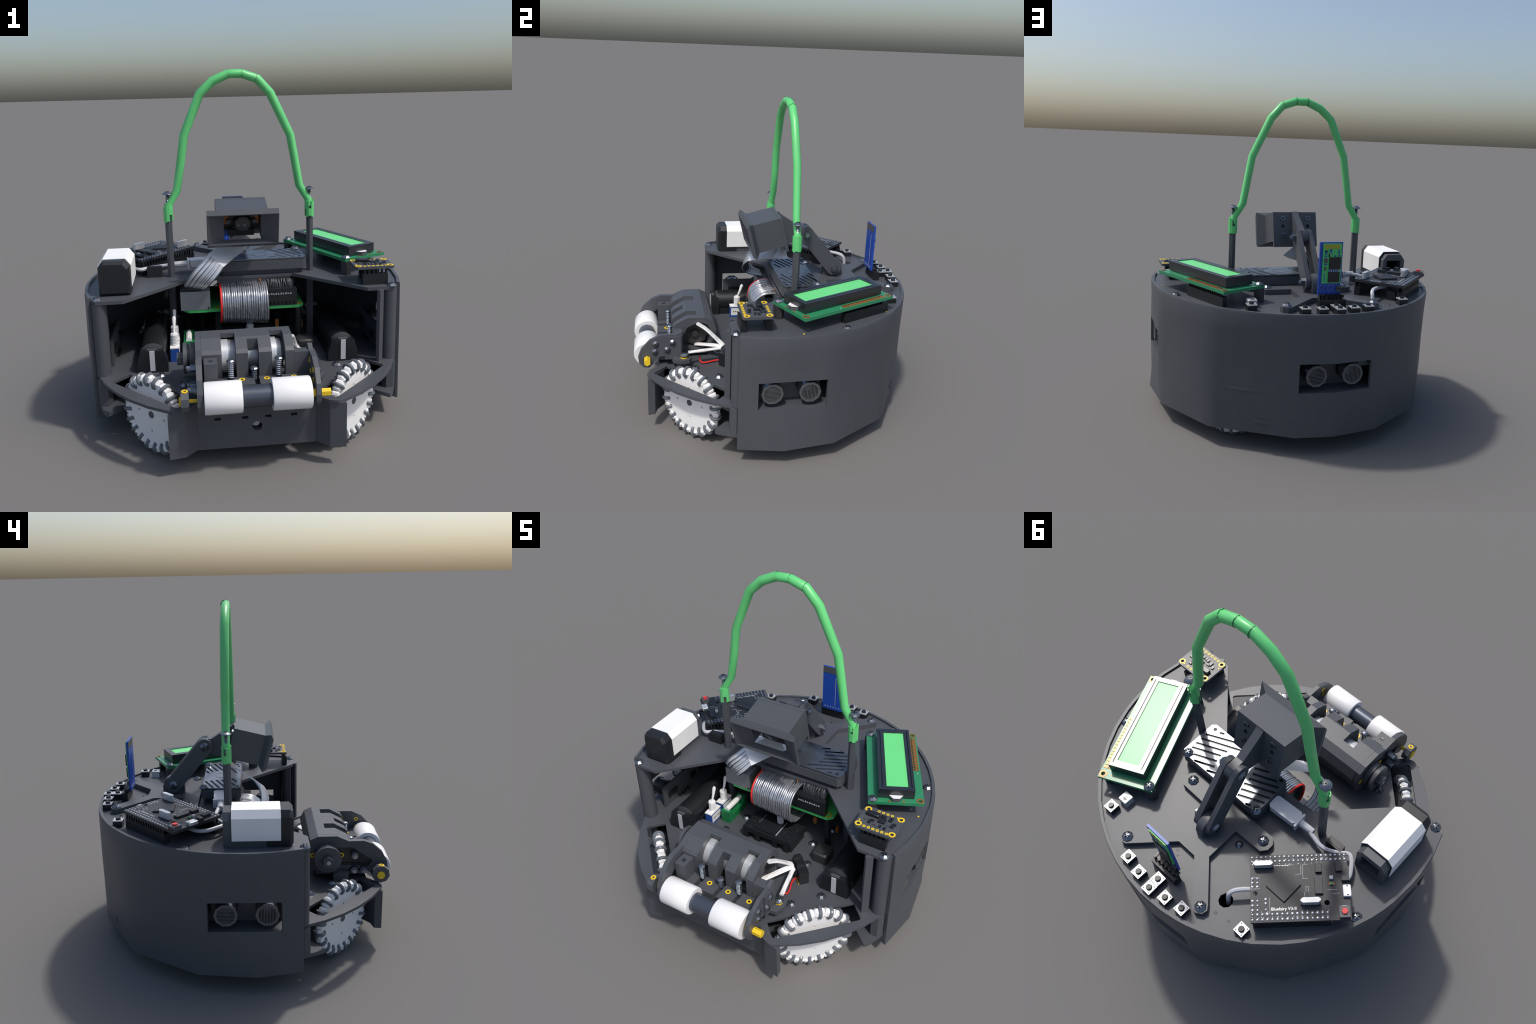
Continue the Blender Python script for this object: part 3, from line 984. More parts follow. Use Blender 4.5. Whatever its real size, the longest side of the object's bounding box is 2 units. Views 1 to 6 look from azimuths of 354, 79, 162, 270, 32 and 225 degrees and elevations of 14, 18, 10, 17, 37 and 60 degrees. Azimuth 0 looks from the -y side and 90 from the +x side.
# ------------------------------------------------------------------ camera on a two-link arm
def build_arm():
    piv1, piv2 = V((0, 0.434, 0.895)), V((0, 0.231, 1.136))
    # four-legged foot
    h = [(0.055, 0.592), (0.240, 0.776), (0.262, 0.782), (0.290, 0.765), (0.297, 0.738), (0.280, 0.716), (0.112, 0.548), (0.112, 0.366), (0.272, 0.362), (0.296, 0.332), (0.296, 0.296), (0.27, 0.268), (-0.27, 0.268)]
    pts = [(-0.055, 0.592)] + h[:12]
    left = [(-x, y) for x, y in h[:12]]
    poly = h[:12] + left[::-1]
    b = B()
    b.prism(poly, 0.8042, 0.836, PLASTIC)
    # pivot lug
    M = frame((-0.022, 0, 0), (0, 1, 0), (0, 0, 1))
    lug = [(0.368, 0.830), (0.502, 0.830), (0.502, 0.88)] + [(0.434 + 0.062 * math.cos(a), 0.895 + 0.052 * math.sin(a)) for a in [i * math.pi / 7 for i in range(1, 7)]] + [(0.368, 0.88)]
    b.prism(lug, 0, 0.044, PLASTIC2, M)
    foot = b.obj("arm_foot")
    for x, y in ((0.26, 0.745), (-0.26, 0.746), (0.25, 0.312), (-0.248, 0.313)):
        screw((x, y, 0.8362), parent=foot)
    # links
    ax = (piv2 - piv1)
    for x0, x1 in ((0.0255, 0.054), (-0.048, -0.0225)):
        b = B()
        u = ax.normalized()
        L = ax.length
        M = frame((x0, piv1.y, piv1.z), u, V((0, -u.z, u.y)))
        # local z = u x v ; need it along +X
        r = 0.049
        prof = []
        for i in range(7):
            t = -math.pi / 2 + i * math.pi / 6
            prof.append((L + r * math.cos(t), r * math.sin(t)))
        for i in range(7):
            t = math.pi / 2 + i * math.pi / 6
            prof.append((r * math.cos(t), r * math.sin(t)))
        zdir = (M.to_3x3() @ V((0, 0, 1))).x
        w = (x1 - x0)
        b.prism(prof, 0 if zdir > 0 else -w, w if zdir > 0 else 0, PLASTIC2, M)
        b.obj("link")
    b = B()
    for p in (piv1, piv2):
        b.cyl((-0.04, p.y, p.z), (0.05, p.y, p.z), 0.012, STEEL, seg=8)
        b.cyl((0.054, p.y, p.z), (0.076, p.y, p.z), 0.024, DARKSTEEL, seg=6)
        b.cyl((0.076, p.y, p.z), (0.086, p.y, p.z), 0.013, STEEL, seg=7)
    b.obj("pivot_nut")
    for p in (piv1, piv2):
        screw((-0.0482, p.y, p.z), (-1, 0, 0))

    # head: local x = +X, y = up (tilted), z = backwards; origin at rear top edge
    f = V((0, -0.9696, -0.2447))
    up = V((0, -0.2447, 0.9696))
    M = frame((0, 0.0425, 1.272), (1, 0, 0), up)
    zs = 1 if (M.to_3x3() @ V((0, 0, 1))).dot(f) > 0 else -1
    MM = M @ Matrix.Scale(zs, 4, V((0, 0, 1)))  # local z = forward
    b = B(MM)
    X = 0.147
    r = lambda x, y0, y1, z: [(-x, y0, z), (x, y0, z), (x, y1, z), (-x, y1, z)]
    # hollow body tube, open downwards, then flared hood
    T = 0.03
    rings = [r(X, -0.188, 0, 0.020), r(X, -0.188, 0, 0.188), r(0.202, -0.209, 0.023, 0.217), r(0.203, -0.189, -0.001, 0.2365), r(0.1985, -0.1845, -0.0055, 0.2365), r(0.106, -0.178, -0.010, 0.186), r(0.106, -0.178, -0.010, 0.035)]
    n = 4
    v = [p for q in rings for p in q]
    fs = []
    for k in range(len(rings) - 1):
        for i in range(4):
            if k in (0, 5) and i == 0:
                continue  # underside of the body stays open
            j = (i + 1) % 4
            fs.append((k * 4 + i, k * 4 + j, (k + 1) * 4 + j, (k + 1) * 4 + i))
    fs.append((3, 2, 1, 0))
    fs.append((24, 25, 26, 27))
    # close the cut wall edges below
    fs += [(0, 4, 20, 24), (1, 25, 21, 5), (4, 5, 21, 20), (0, 24, 25, 1)]
    b.raw(v, fs, PLASTIC2)
    head = b.obj("camera_head", angle=20)
    b = B(MM)
    hl = [circle(sx * 0.085, -0.092, 0.013, 7) for sx in (1, -1)]
    b.prism([(-0.1475, -0.226), (0.1475, -0.226), (0.1475, 0.0005), (-0.1475, 0.0005)], 0.0005, 0.0195, PLASTIC2, holes=hl)
    b.obj("rear_plate", head)
    for sx in (1, -1):
        for y in (-0.040, -0.150):
            b = B(MM)
            b.cyl((sx * 0.085, y, 0.0005), (sx * 0.085, y, -0.0095), 0.017, DARKSTEEL, seg=6)
            b.cyl((sx * 0.085, y, -0.0095), (sx * 0.085, y, -0.0115), 0.009, CHIP, seg=6)
            b.obj("nut", head)
    b = B(MM)
    b.M = MM @ Matrix.Translation((0, 0, 0.028))
    b.box((-0.100, -0.160, 0.060), (0.100, -0.012, 0.070), CHIP)
    b.box((-0.098, -0.200, 0.050), (-0.070, -0.160, 0.058), PCBBLUE)
    b.box((-0.080, -0.178, 0.071), (0.072, -0.140, 0.108), CHIP)
    b.box((-0.052, -0.140, 0.071), (0.052, -0.040, 0.095), CHIP)
    b.lathe([(0.057, 0), (0.057, 0.02), (0.050, 0.032), (0.044, 0.034)], (0.004, -0.098, 0.095), (0, 0, 1), CHIP, seg=8, rot=0.39)
    b.lathe([(0.0435, 0), (0.0435, 0.003), (0.040, 0.004)], (0.004, -0.098, 0.129), (0, 0, 1), LENS, seg=8, rot=0.39)
    for sx in (1, -1):
        b.box((sx * 0.088 - 0.013, -0.118, 0.0705), (sx * 0.088 + 0.013, -0.070, 0.074), ORANGE)
        b.cyl((sx * 0.078, -0.098, 0.072), (sx * 0.078, -0.098, 0.090), 0.014, CHIPGREY, seg=8)
    b.obj("camera_module", head)
    # neck bracket between head and upper pivot
    M = frame((-0.0215, 0, 0), (0, 1, 0), (0, 0, 1))
    r_ = 0.049
    neck = [(0.0475, 1.2765), (0.069, 1.256), (0.19, 1.180)] + [(0.231 + r_ * math.cos(t), 1.136 + r_ * math.sin(t)) for t in [math.pi / 2 - 0.4 - i * 0.42 for i in range(7)]] + [(0.205, 1.088), (0.100, 1.056), (0.090, 1.062), (0.064, 1.165)]
    b = B()
    b.prism(neck, 0, 0.043, PLASTIC2, M)
    b.obj("neck_bracket")


build_arm()


# ------------------------------------------------------------------ ventilated cover plate over the computer
def build_cover():
    x0, x1, y0, y1 = -0.147, 0.392, 0.015, 0.256
    c = 0.022
    oct_ = lambda g: [(x0 + c, y0 + g), (x1 - c, y0 + g), (x1 - g, y0 + c), (x1 - g, y1 - c), (x1 - c, y1 - g), (x0 + c, y1 - g), (x0 + g, y1 - c), (x0 + g, y0 + c)]
    b = B()
    b.prism(oct_(0), 0.836, 0.892, PLASTIC)
    b.prism(oct_(0.035), 0.803, 0.837, PLASTIC)
    o = b.obj("vented_cover")
    slots = [((0.370, 0.099), (0.223, 0.033)), ((0.368, 0.132), (0.162, 0.046)), ((0.369, 0.169), (0.209, 0.100)), ((0.366, 0.202), (0.216, 0.138)), ((0.330, 0.226), (0.208, 0.174)), ((0.300, 0.249), (0.193, 0.205)), ((0.210, 0.247), (0.162, 0.227)), ((0.322, 0.043), (0.297, 0.033)),
             ((0.038, 0.073), (-0.034, 0.041)), ((0.022, 0.104), (-0.099, 0.053)), ((0.017, 0.137), (-0.128, 0.074)), ((0.016, 0.172), (-0.138, 0.106)), ((0.005, 0.205), (-0.139, 0.145)), ((-0.005, 0.239), (-0.137, 0.182)), ((-0.067, 0.249), (-0.095, 0.237))]
    holes = []
    for p, q in slots:
        p, q = V(p), V(q)
        n = V((-(q - p).y, (q - p).x)).normalized() * 0.0064
        holes.append([tuple(p + n), tuple(q + n), tuple(q - n), tuple(p - n)])
    cn = [(0.353, 0.045), (-0.110, 0.035)]
    b = B()
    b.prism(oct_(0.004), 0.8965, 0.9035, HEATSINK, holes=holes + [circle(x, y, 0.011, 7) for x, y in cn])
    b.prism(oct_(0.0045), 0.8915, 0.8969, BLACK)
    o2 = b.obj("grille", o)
    b = B()
    b.ring((0.115, 0.135, 0.9033), (0, 0, 1), 0.046, 0.049, 0.0012, HEATSINK, seg=24)
    b.obj("fan_ring", o)
    screw((0.355, 0.238, 0.902), parent=o)
    screw((-0.130, 0.238, 0.902), parent=o)


build_cover()


# ------------------------------------------------------------------ plug, cable and loose sockets on the lid
def build_cables():
    b = B()
    M = frame((-0.150, 0.138, 0.868), (-1, 0, 0), (0, 1, 0)) @ Matrix.Rotation(rad(-3), 4, "Z")
    zf = (M.to_3x3() @ V((0, 0, 1))).z
    b2 = B(M)
    b2.box((0.0, -0.038, -0.026), (0.165, 0.038, 0.026), GREY, ch=0.012)
    b2.box((0.1655, -0.0385, -0.027), (0.176, 0.043, 0.022), GREY)
    b2.cyl((0.175, 0, 0), (0.255, 0, 0.0), 0.020, GREY, seg=9, r1=0.0165)
    plug = b2.obj("usb_plug")
    b = B()
    path = spline([(-0.395, 0.136, 0.868), (-0.425, 0.142, 0.862), (-0.47, 0.150, 0.855), (-0.515, 0.142, 0.853), (-0.555, 0.122, 0.853), (-0.60, 0.092, 0.853), (-0.628, 0.105, 0.853), (-0.650, 0.132, 0.852), (-0.675, 0.18, 0.848), (-0.66, 0.24, 0.842), (-0.60, 0.30, 0.84)], 5)
    b.tube(path, 0.0115, GREY, seg=8)
    b.obj("power_cable")
    b = B()
    path = spline([(-0.46, 0.50, 0.868), (-0.385, 0.535, 0.868), (-0.340, 0.578, 0.868), (-0.322, 0.605, 0.858), (-0.318, 0.622, 0.83), (-0.318, 0.630, 0.74)], 5)
    b.tube(path, 0.0115, GREY, seg=8)
    b.obj("signal_cable")
    b = B()
    b.box((-0.566, 0.076, 0.803), (-0.478, 0.116, 0.866), BLACK)
    b.box((-0.556, 0.085, 0.8662), (-0.488, 0.107, 0.868), CHIP)
    b.obj("loose_socket")
    # silver flat cable from the camera, folded over the front edge
    b = B()
    # upper sheet rising back under the camera, folded once more there
    L0, R0 = V((-0.200, -0.066, 0.969)), V((-0.117, -0.125, 0.901))
    L1, R1 = V((-0.060, 0.080, 1.020)), V((0.025, 0.025, 0.966))
    b.strip([L0, L0.lerp(L1, 0.5) + V((0, 0, 0.004)), L1], [R0, R0.lerp(R1, 0.5) + V((0, 0, 0.004)), R1], 0.004, CABLESIL)
    b.strip([L1, V((0.0, 0.092, 1.062))], [R1, V((0.085, 0.098, 0.998))], 0.004, CABLESIL)
    # lower sheet of strands, bulging forward and dropping to the computer
    le = spline([L0, (-0.243, -0.100, 0.928), (-0.292, -0.108, 0.878), (-0.333, -0.085, 0.818), (-0.350, -0.042, 0.777), (-0.346, 0.0, 0.757)], 3)
    re = spline([R0, (-0.143, -0.146, 0.868), (-0.178, -0.153, 0.830), (-0.214, -0.122, 0.786), (-0.234, -0.070, 0.760), (-0.234, 0.0, 0.748)], 3)
    N = 26
    for i in range(N):
        lift = R.uniform(-0.0035, 0.0035)
        h = lambda k: V((-0.2, -0.8, 0.55)) * lift * math.sin(math.pi * min(1, k / (len(le) - 1) * 1.15))
        q = lambda w: [l.lerp(r, w) + h(k) for k, (l, r) in enumerate(zip(le, re))]
        b.strip(q(i / N), q((i + R.uniform(0.55, 0.75)) / N), 0.005, CABLESIL if i % 5 else STRAND)
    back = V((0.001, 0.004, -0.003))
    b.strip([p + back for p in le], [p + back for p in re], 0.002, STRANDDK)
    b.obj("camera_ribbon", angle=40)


build_cables()


# ------------------------------------------------------------------ single-board computer below the lid
def build_computer():
    x0, x1, y0, y1 = -0.355, 0.366, -0.030, 0.435
    c = 0.03
    b = B()
    pts = [(x0 + c, y0), (x1 - c, y0), (x1, y0 + c), (x1, y1 - c), (x1 - c, y1), (x0 + c, y1), (x0, y1 - c), (x0, y0 + c)]
    b.prism(pts, 0.602, 0.620, PIGREEN)
    for x, y in ((0.333, -0.002), (-0.150, -0.002), (0.333, 0.40), (-0.15, 0.40)):
        b.ring((x, y, 0.6198), (0, 0, 1), 0.012, 0.024, 0.0015, GOLDPAD, seg=9)
        b.cyl((x, y, 0.3685), (x, y, 0.607), 0.022, BLACK, seg=6)
    o = b.obj("computer_board")
    b = B()
    b.box((-0.374, -0.034, 0.6205), (-0.198, 0.155, 0.735), ALU)
    b.box((-0.374, 0.185, 0.6205), (-0.215, 0.31, 0.75), ALU)
    b.box((-0.374, 0.325, 0.6205), (-0.215, 0.425, 0.75), ALU)
    b.cyl((-0.210, -0.0342, 0.630), (-0.210, -0.0355, 0.630), 0.006, CHIP, seg=7)
    b.obj("port_block", o)
    b = B()
    b.box((-0.125, -0.040, 0.648), (0.322, 0.012, 0.727), CHIP)
    b.box((-0.125, -0.030, 0.620), (0.322, 0.008, 0.648), BLACK)
    for i in range(18):
        b.box((0.31 - 0.024 * i, -0.041, 0.630), (0.322 - 0.024 * i, -0.031, 0.649), CHIP)
    for i in range(10):
        x = 0.15 + 0.0145 * i
        b.box((x, -0.0412, 0.693), (x + 0.009, -0.040, 0.696), GREY)
        b.box((x, -0.0412, 0.699), (x + 0.004 + 0.005 * (i % 2), -0.040, 0.702), GREY)
    b.obj("header_socket", o)
    b = B()
    b.box((-0.150, 0.030, 0.735), (0.29, 0.075, 0.784), PLASTIC)
    b.box((-0.140, 0.000, 0.742), (0.14, 0.032, 0.764), CHIP)
    b.prism([(0.10, 0.028), (0.112, 0.028), (0.106, 0.024)], 0.765, 0.783, ORANGE)
    b.obj("ribbon_plug", o)
    b = B()
    b.box((-0.10, 0.13, 0.62), (0.02, 0.25, 0.645), CHIP)
    b.box((0.08, 0.15, 0.62), (0.18, 0.25, 0.64), CHIP)
    b.obj("chip", o)
    # grey ribbon of round wires curling over the front edge
    prof = spline([(0.030, 0.757), (-0.005, 0.760), (-0.050, 0.753), (-0.088, 0.730), (-0.112, 0.700), (-0.121, 0.660), (-0.118, 0.615), (-0.106, 0.580), (-0.080, 0.548), (-0.040, 0.528), (0.03, 0.515), (0.12, 0.51)], 4)
    rb = bpy.data.objects.new("ribbon_cable", None)
    link(rb, ROOT)
    N = 22
    for i in range(N):
        b = B()
        x = -0.136 + 0.272 * i / (N - 1)
        ph, am = R.uniform(0, 6), R.uniform(0.0005, 0.0022)
        path = [(x + am * math.sin(ph + 0.16 * k), p[0] + 0.8 * am * math.cos(ph + 0.2 * k) - (0.012 * (i / N) if 4 < k < 30 else 0) + 0.010, p[1] + am * math.sin(ph * 2 + 0.2 * k) - 0.02 * (i / N - 0.5) * (1 if k > 20 else 0)) for k, p in enumerate(prof)]
        b.tube(path, 0.0071, RED if i == 0 else STRAND, seg=7)
        b.obj("ribbon_wire", rb, angle=60)
    b = B()
    for i in range(26):
        x = 0.155 + 0.15 * i / 25
        z = 0.727
        path = [(x, 0.0 + 0.01 * R.random(), z), (x + R.uniform(-.006, .006), 0.01, 0.75), (x + R.uniform(-.012, .012), 0.03, 0.772), (x - 0.01, 0.06, 0.784)]
        b.tube(path, 0.0042, STRANDDK, seg=6)
    b.obj("jumper_wire", o, angle=60, kind="stuff")


build_computer()


# ------------------------------------------------------------------ parts standing on the deck
def build_interior():
    Z = 0.3686
    # battery cells in holders
    for s in (1, -1):
        b = B()
        x = 0.538 * s
        y0, y1 = -0.330, 0.30
        b.box((x - 0.078, y0 + 0.06, Z), (x + 0.078, y1 - 0.06, Z + 0.045), BLACK)
        for yy, e in ((y0, 1), (y1, -1)):
            M = frame((0, yy, 0), (1, 0, 0), (0, 0, 1))
            prof = [(x - 0.086, Z), (x + 0.086, Z), (x + 0.084, Z + 0.06), (x + 0.064, Z + 0.128), (x - 0.064, Z + 0.128), (x - 0.084, Z + 0.06)]
            b.prism(prof, -0.055 if e > 0 else 0.0, 0.0 if e > 0 else 0.055, BLACK, M)
        b.box((x - 0.014, y0 - 0.005, Z + 0.012), (x + 0.014, y0 - 0.0005, Z + 0.13), GREY)
        b.box((x - 0.026, y0 + 0.006, Z + 0.1285), (x + 0.026, y0 + 0.024, Z + 0.134), CHIPGREY)
        o = b.obj("battery_holder")
        b = B()
        b.cyl((x, y0 + 0.05, 0.452), (x, y1 - 0.05, 0.452), 0.074, BLACK, seg=20)
        b.lathe([(0.074, 0), (0.074, 0.008), (0.05, 0.02), (0.03, 0.021)], (x, y0 + 0.05, 0.452), (0, -1, 0), RUBBER, seg=18)
        b.obj("battery_cell", o)

    # toggle switches
    for y in (-0.148, -0.022):
        b = B()
        x0, x1 = -0.443, -0.393
        b.box((x0, y - 0.052, Z), (x1, y + 0.052, 0.449), BLUE)
        b.box((x0 - 0.001, y - 0.053, 0.4492), (x1 + 0.001, y + 0.053, 0.456), WHITE)
        b.box((x1 + 0.0004, y - 0.045, 0.385), (x1 + 0.002, y + 0.045, 0.440), WHITE)
        for k in range(4):
            b.box((x1 + 0.002, y - 0.03 + 0.016 * k, 0.41), (x1 + 0.0026, y - 0.022 + 0.016 * k, 0.418), CHIP)
        o = b.obj("toggle_switch")
        b = B()
        xc = -0.418
        b.cyl((xc, y, 0.456), (xc, y, 0.525), 0.020, WHITE, seg=10)
        for k in range(7):
            b.ring((xc, y, 0.462 + 0.009 * k), (0, 0, 1), 0.0195, 0.0235, 0.004, WHITE, seg=10)
        b.tube([(xc, y, 0.52), (xc + 0.001, y + 0.018, 0.56), (xc + 0.002, y + 0.033, 0.608), (xc + 0.002, y + 0.035, 0.618)], 0.008, WHITE, seg=8, rs=[0.006, 0.008, 0.0115, 0.006])
        b.obj("lever", o)

    # fuse holder
    b = B()
    gx0, gx1, gy0, gy1 = -0.366, -0.303, -0.130, 0.068
    b.box((gx0, gy0, Z), (gx1, gy1, 0.405), DKGREEN)
    b.box((gx0, gy0, 0.4052), (gx1, gy0 + 0.03, 0.459), DKGREEN)
    b.box((gx0, gy1 - 0.03, 0.4052), (gx1, gy1, 0.462), DKGREEN)
    b.box((gx0, gy0 + 0.031, 0.4052), (gx0 + 0.012, gy1 - 0.031, 0.45), DKGREEN)
    b.box((gx1 - 0.010, gy0 + 0.031, 0.4052), (gx1, gy1 - 0.031, 0.42), DKGREEN)
    o = b.obj("fuse_holder")
    b = B()
    b.cyl((-0.335, -0.112, 0.462), (-0.335, 0.005, 0.458), 0.018, WHITE, seg=10)
    b.cyl((-0.335, 0.005, 0.458), (-0.335, 0.045, 0.456), 0.015, WHITE, seg=10)
    b.obj("fuse", o)

    # motor driver box
    b = B()
    M = frame((0, 0, 0), (1, 0, 0), (0, 1, 0))
    dp = [(-0.163, -0.186), (0.171, -0.183), (0.186, -0.005), (-0.160, 0.0)]
    b.prism(dp, 0.425, 0.459, CHIP)
    b.prism([(-0.085, -0.17), (0.06, -0.17), (0.065, -0.02), (-0.08, -0.015)], 0.459, 0.468, CHIP)
    for x, y in ((-0.145, -0.168), (0.14, -0.165), (0.155, -0.02), (-0.142, -0.015), (-0.06, -0.168), (0.06, -0.16)):
        b.box((x - 0.016, y - 0.016, Z), (x + 0.016, y + 0.016, 0.426), CHIP)
    b.box((0.148, -0.165, Z), (0.17, -0.02, 0.425), CHIP)
    for x in (-0.087, 0.061):
        b.box((x, -0.165, 0.4592), (x + 0.004, -0.03, 0.4625), GREY)
    for k in range(26):
        x = R.choice([R.uniform(-0.155, -0.095), R.uniform(0.08, 0.165)])
        y = R.uniform(-0.17, -0.02)
        b.box((x, y, 0.459), (x + 0.007, y + 0.007, 0.463), R.choice([BLACK, RUBBER, RUBBER]))
    b.obj("motor_driver")

    # inductor
    b = B()
    b.box((0.305, -0.158, Z), (0.405, -0.052, 0.440), RUBBER, ch=0.012)
    b.lathe([(0.036, 0), (0.036, 0.002), (0.034, 0.003)], (0.355, -0.105, 0.4396), (0, 0, 1), RUBBER, seg=14)
    b.obj("inductor")

    # motor plug with its wires
    d = V((0.12, -0.115, 0)).normalized()
    M = frame((0.308, -0.298, Z), d, V((-d.y, d.x, 0)))
    b = B(M)
    b.box((-0.072, -0.028, 0), (0.072, 0.028, 0.088), CHIP)
    b.box((-0.062, -0.040, 0.02), (0.03, -0.028, 0.076), CHIP)
    b.box((-0.072, -0.02, 0.088), (-0.055, 0.02, 0.104), CHIP)
    b.box((-0.02, -0.025, 0.088), (0.012, 0.02, 0.102), CHIP)
    for k in range(3):
        b.box((0.02 + 0.02 * k, -0.032, 0.0), (0.028 + 0.02 * k, -0.028, 0.008), YELLOW)
    plug = b.obj("motor_plug")
    b = B()
    def flat(path, n, sp):
        path = spline(path, 5)
        for k in range(n):
            off = (k - (n - 1) / 2) * sp
            pts = []
            for i, p in enumerate(path):
                t = (path[min(i + 1, len(path) - 1)] - path[max(i - 1, 0)])
                s = V((-t.y, t.x, 0)).normalized()
                pts.append(p + s * off + V((0, 0, 0.0008 * (k % 2))))
            b.tube(pts, 0.0082, WHITE, seg=6)
    flat([(0.272, -0.330, 0.470), (0.258, -0.352, 0.490), (0.245, -0.385, 0.522), (0.228, -0.44, 0.572), (0.212, -0.495, 0.606)], 3, 0.010)
    flat([(0.280, -0.340, 0.465), (0.268, -0.362, 0.468), (0.22, -0.425, 0.455), (0.165, -0.497, 0.438)], 3, 0.010)
    flat([(0.292, -0.352, 0.462), (0.300, -0.40, 0.462), (0.315, -0.48, 0.462), (0.331, -0.555, 0.464)], 2, 0.010)
    b.obj("motor_wire", plug, angle=60)
    b = B()
    b.tube(spline([(0.302, -0.345, 0.386), (0.298, -0.385, 0.382), (0.312, -0.43, 0.380), (0.314, -0.465, 0.380), (0.295, -0.480, 0.386), (0.292, -0.482, 0.415)], 5), 0.005, RED, seg=6)
    b.obj("red_wire", plug, angle=60)
    # odds and ends in the dark rear bay
    b = B()
    b.box((-0.30, 0.48, Z), (0.30, 0.70, 0.44), CHIP)
    b.box((-0.12, 0.20, Z), (0.18, 0.42, 0.42), PCBBLACK)
    b.box((0.200, 0.06, 0.45), (0.222, 0.075, 0.50), ORANGE)
    b.box((0.355, 0.06, 0.44), (0.372, 0.075, 0.49), ORANGE)
    b.cyl((0.028, -0.040, 0.43), (0.033, -0.060, 0.52), 0.022, GREY, seg=6)
    for x in (-0.34, -0.25, 0.25, 0.34):
        b.cyl((x, 0.35, Z), (x, 0.35, 0.46), 0.035, CHIP, seg=10)
    b.obj("circuit_block")


build_interior()


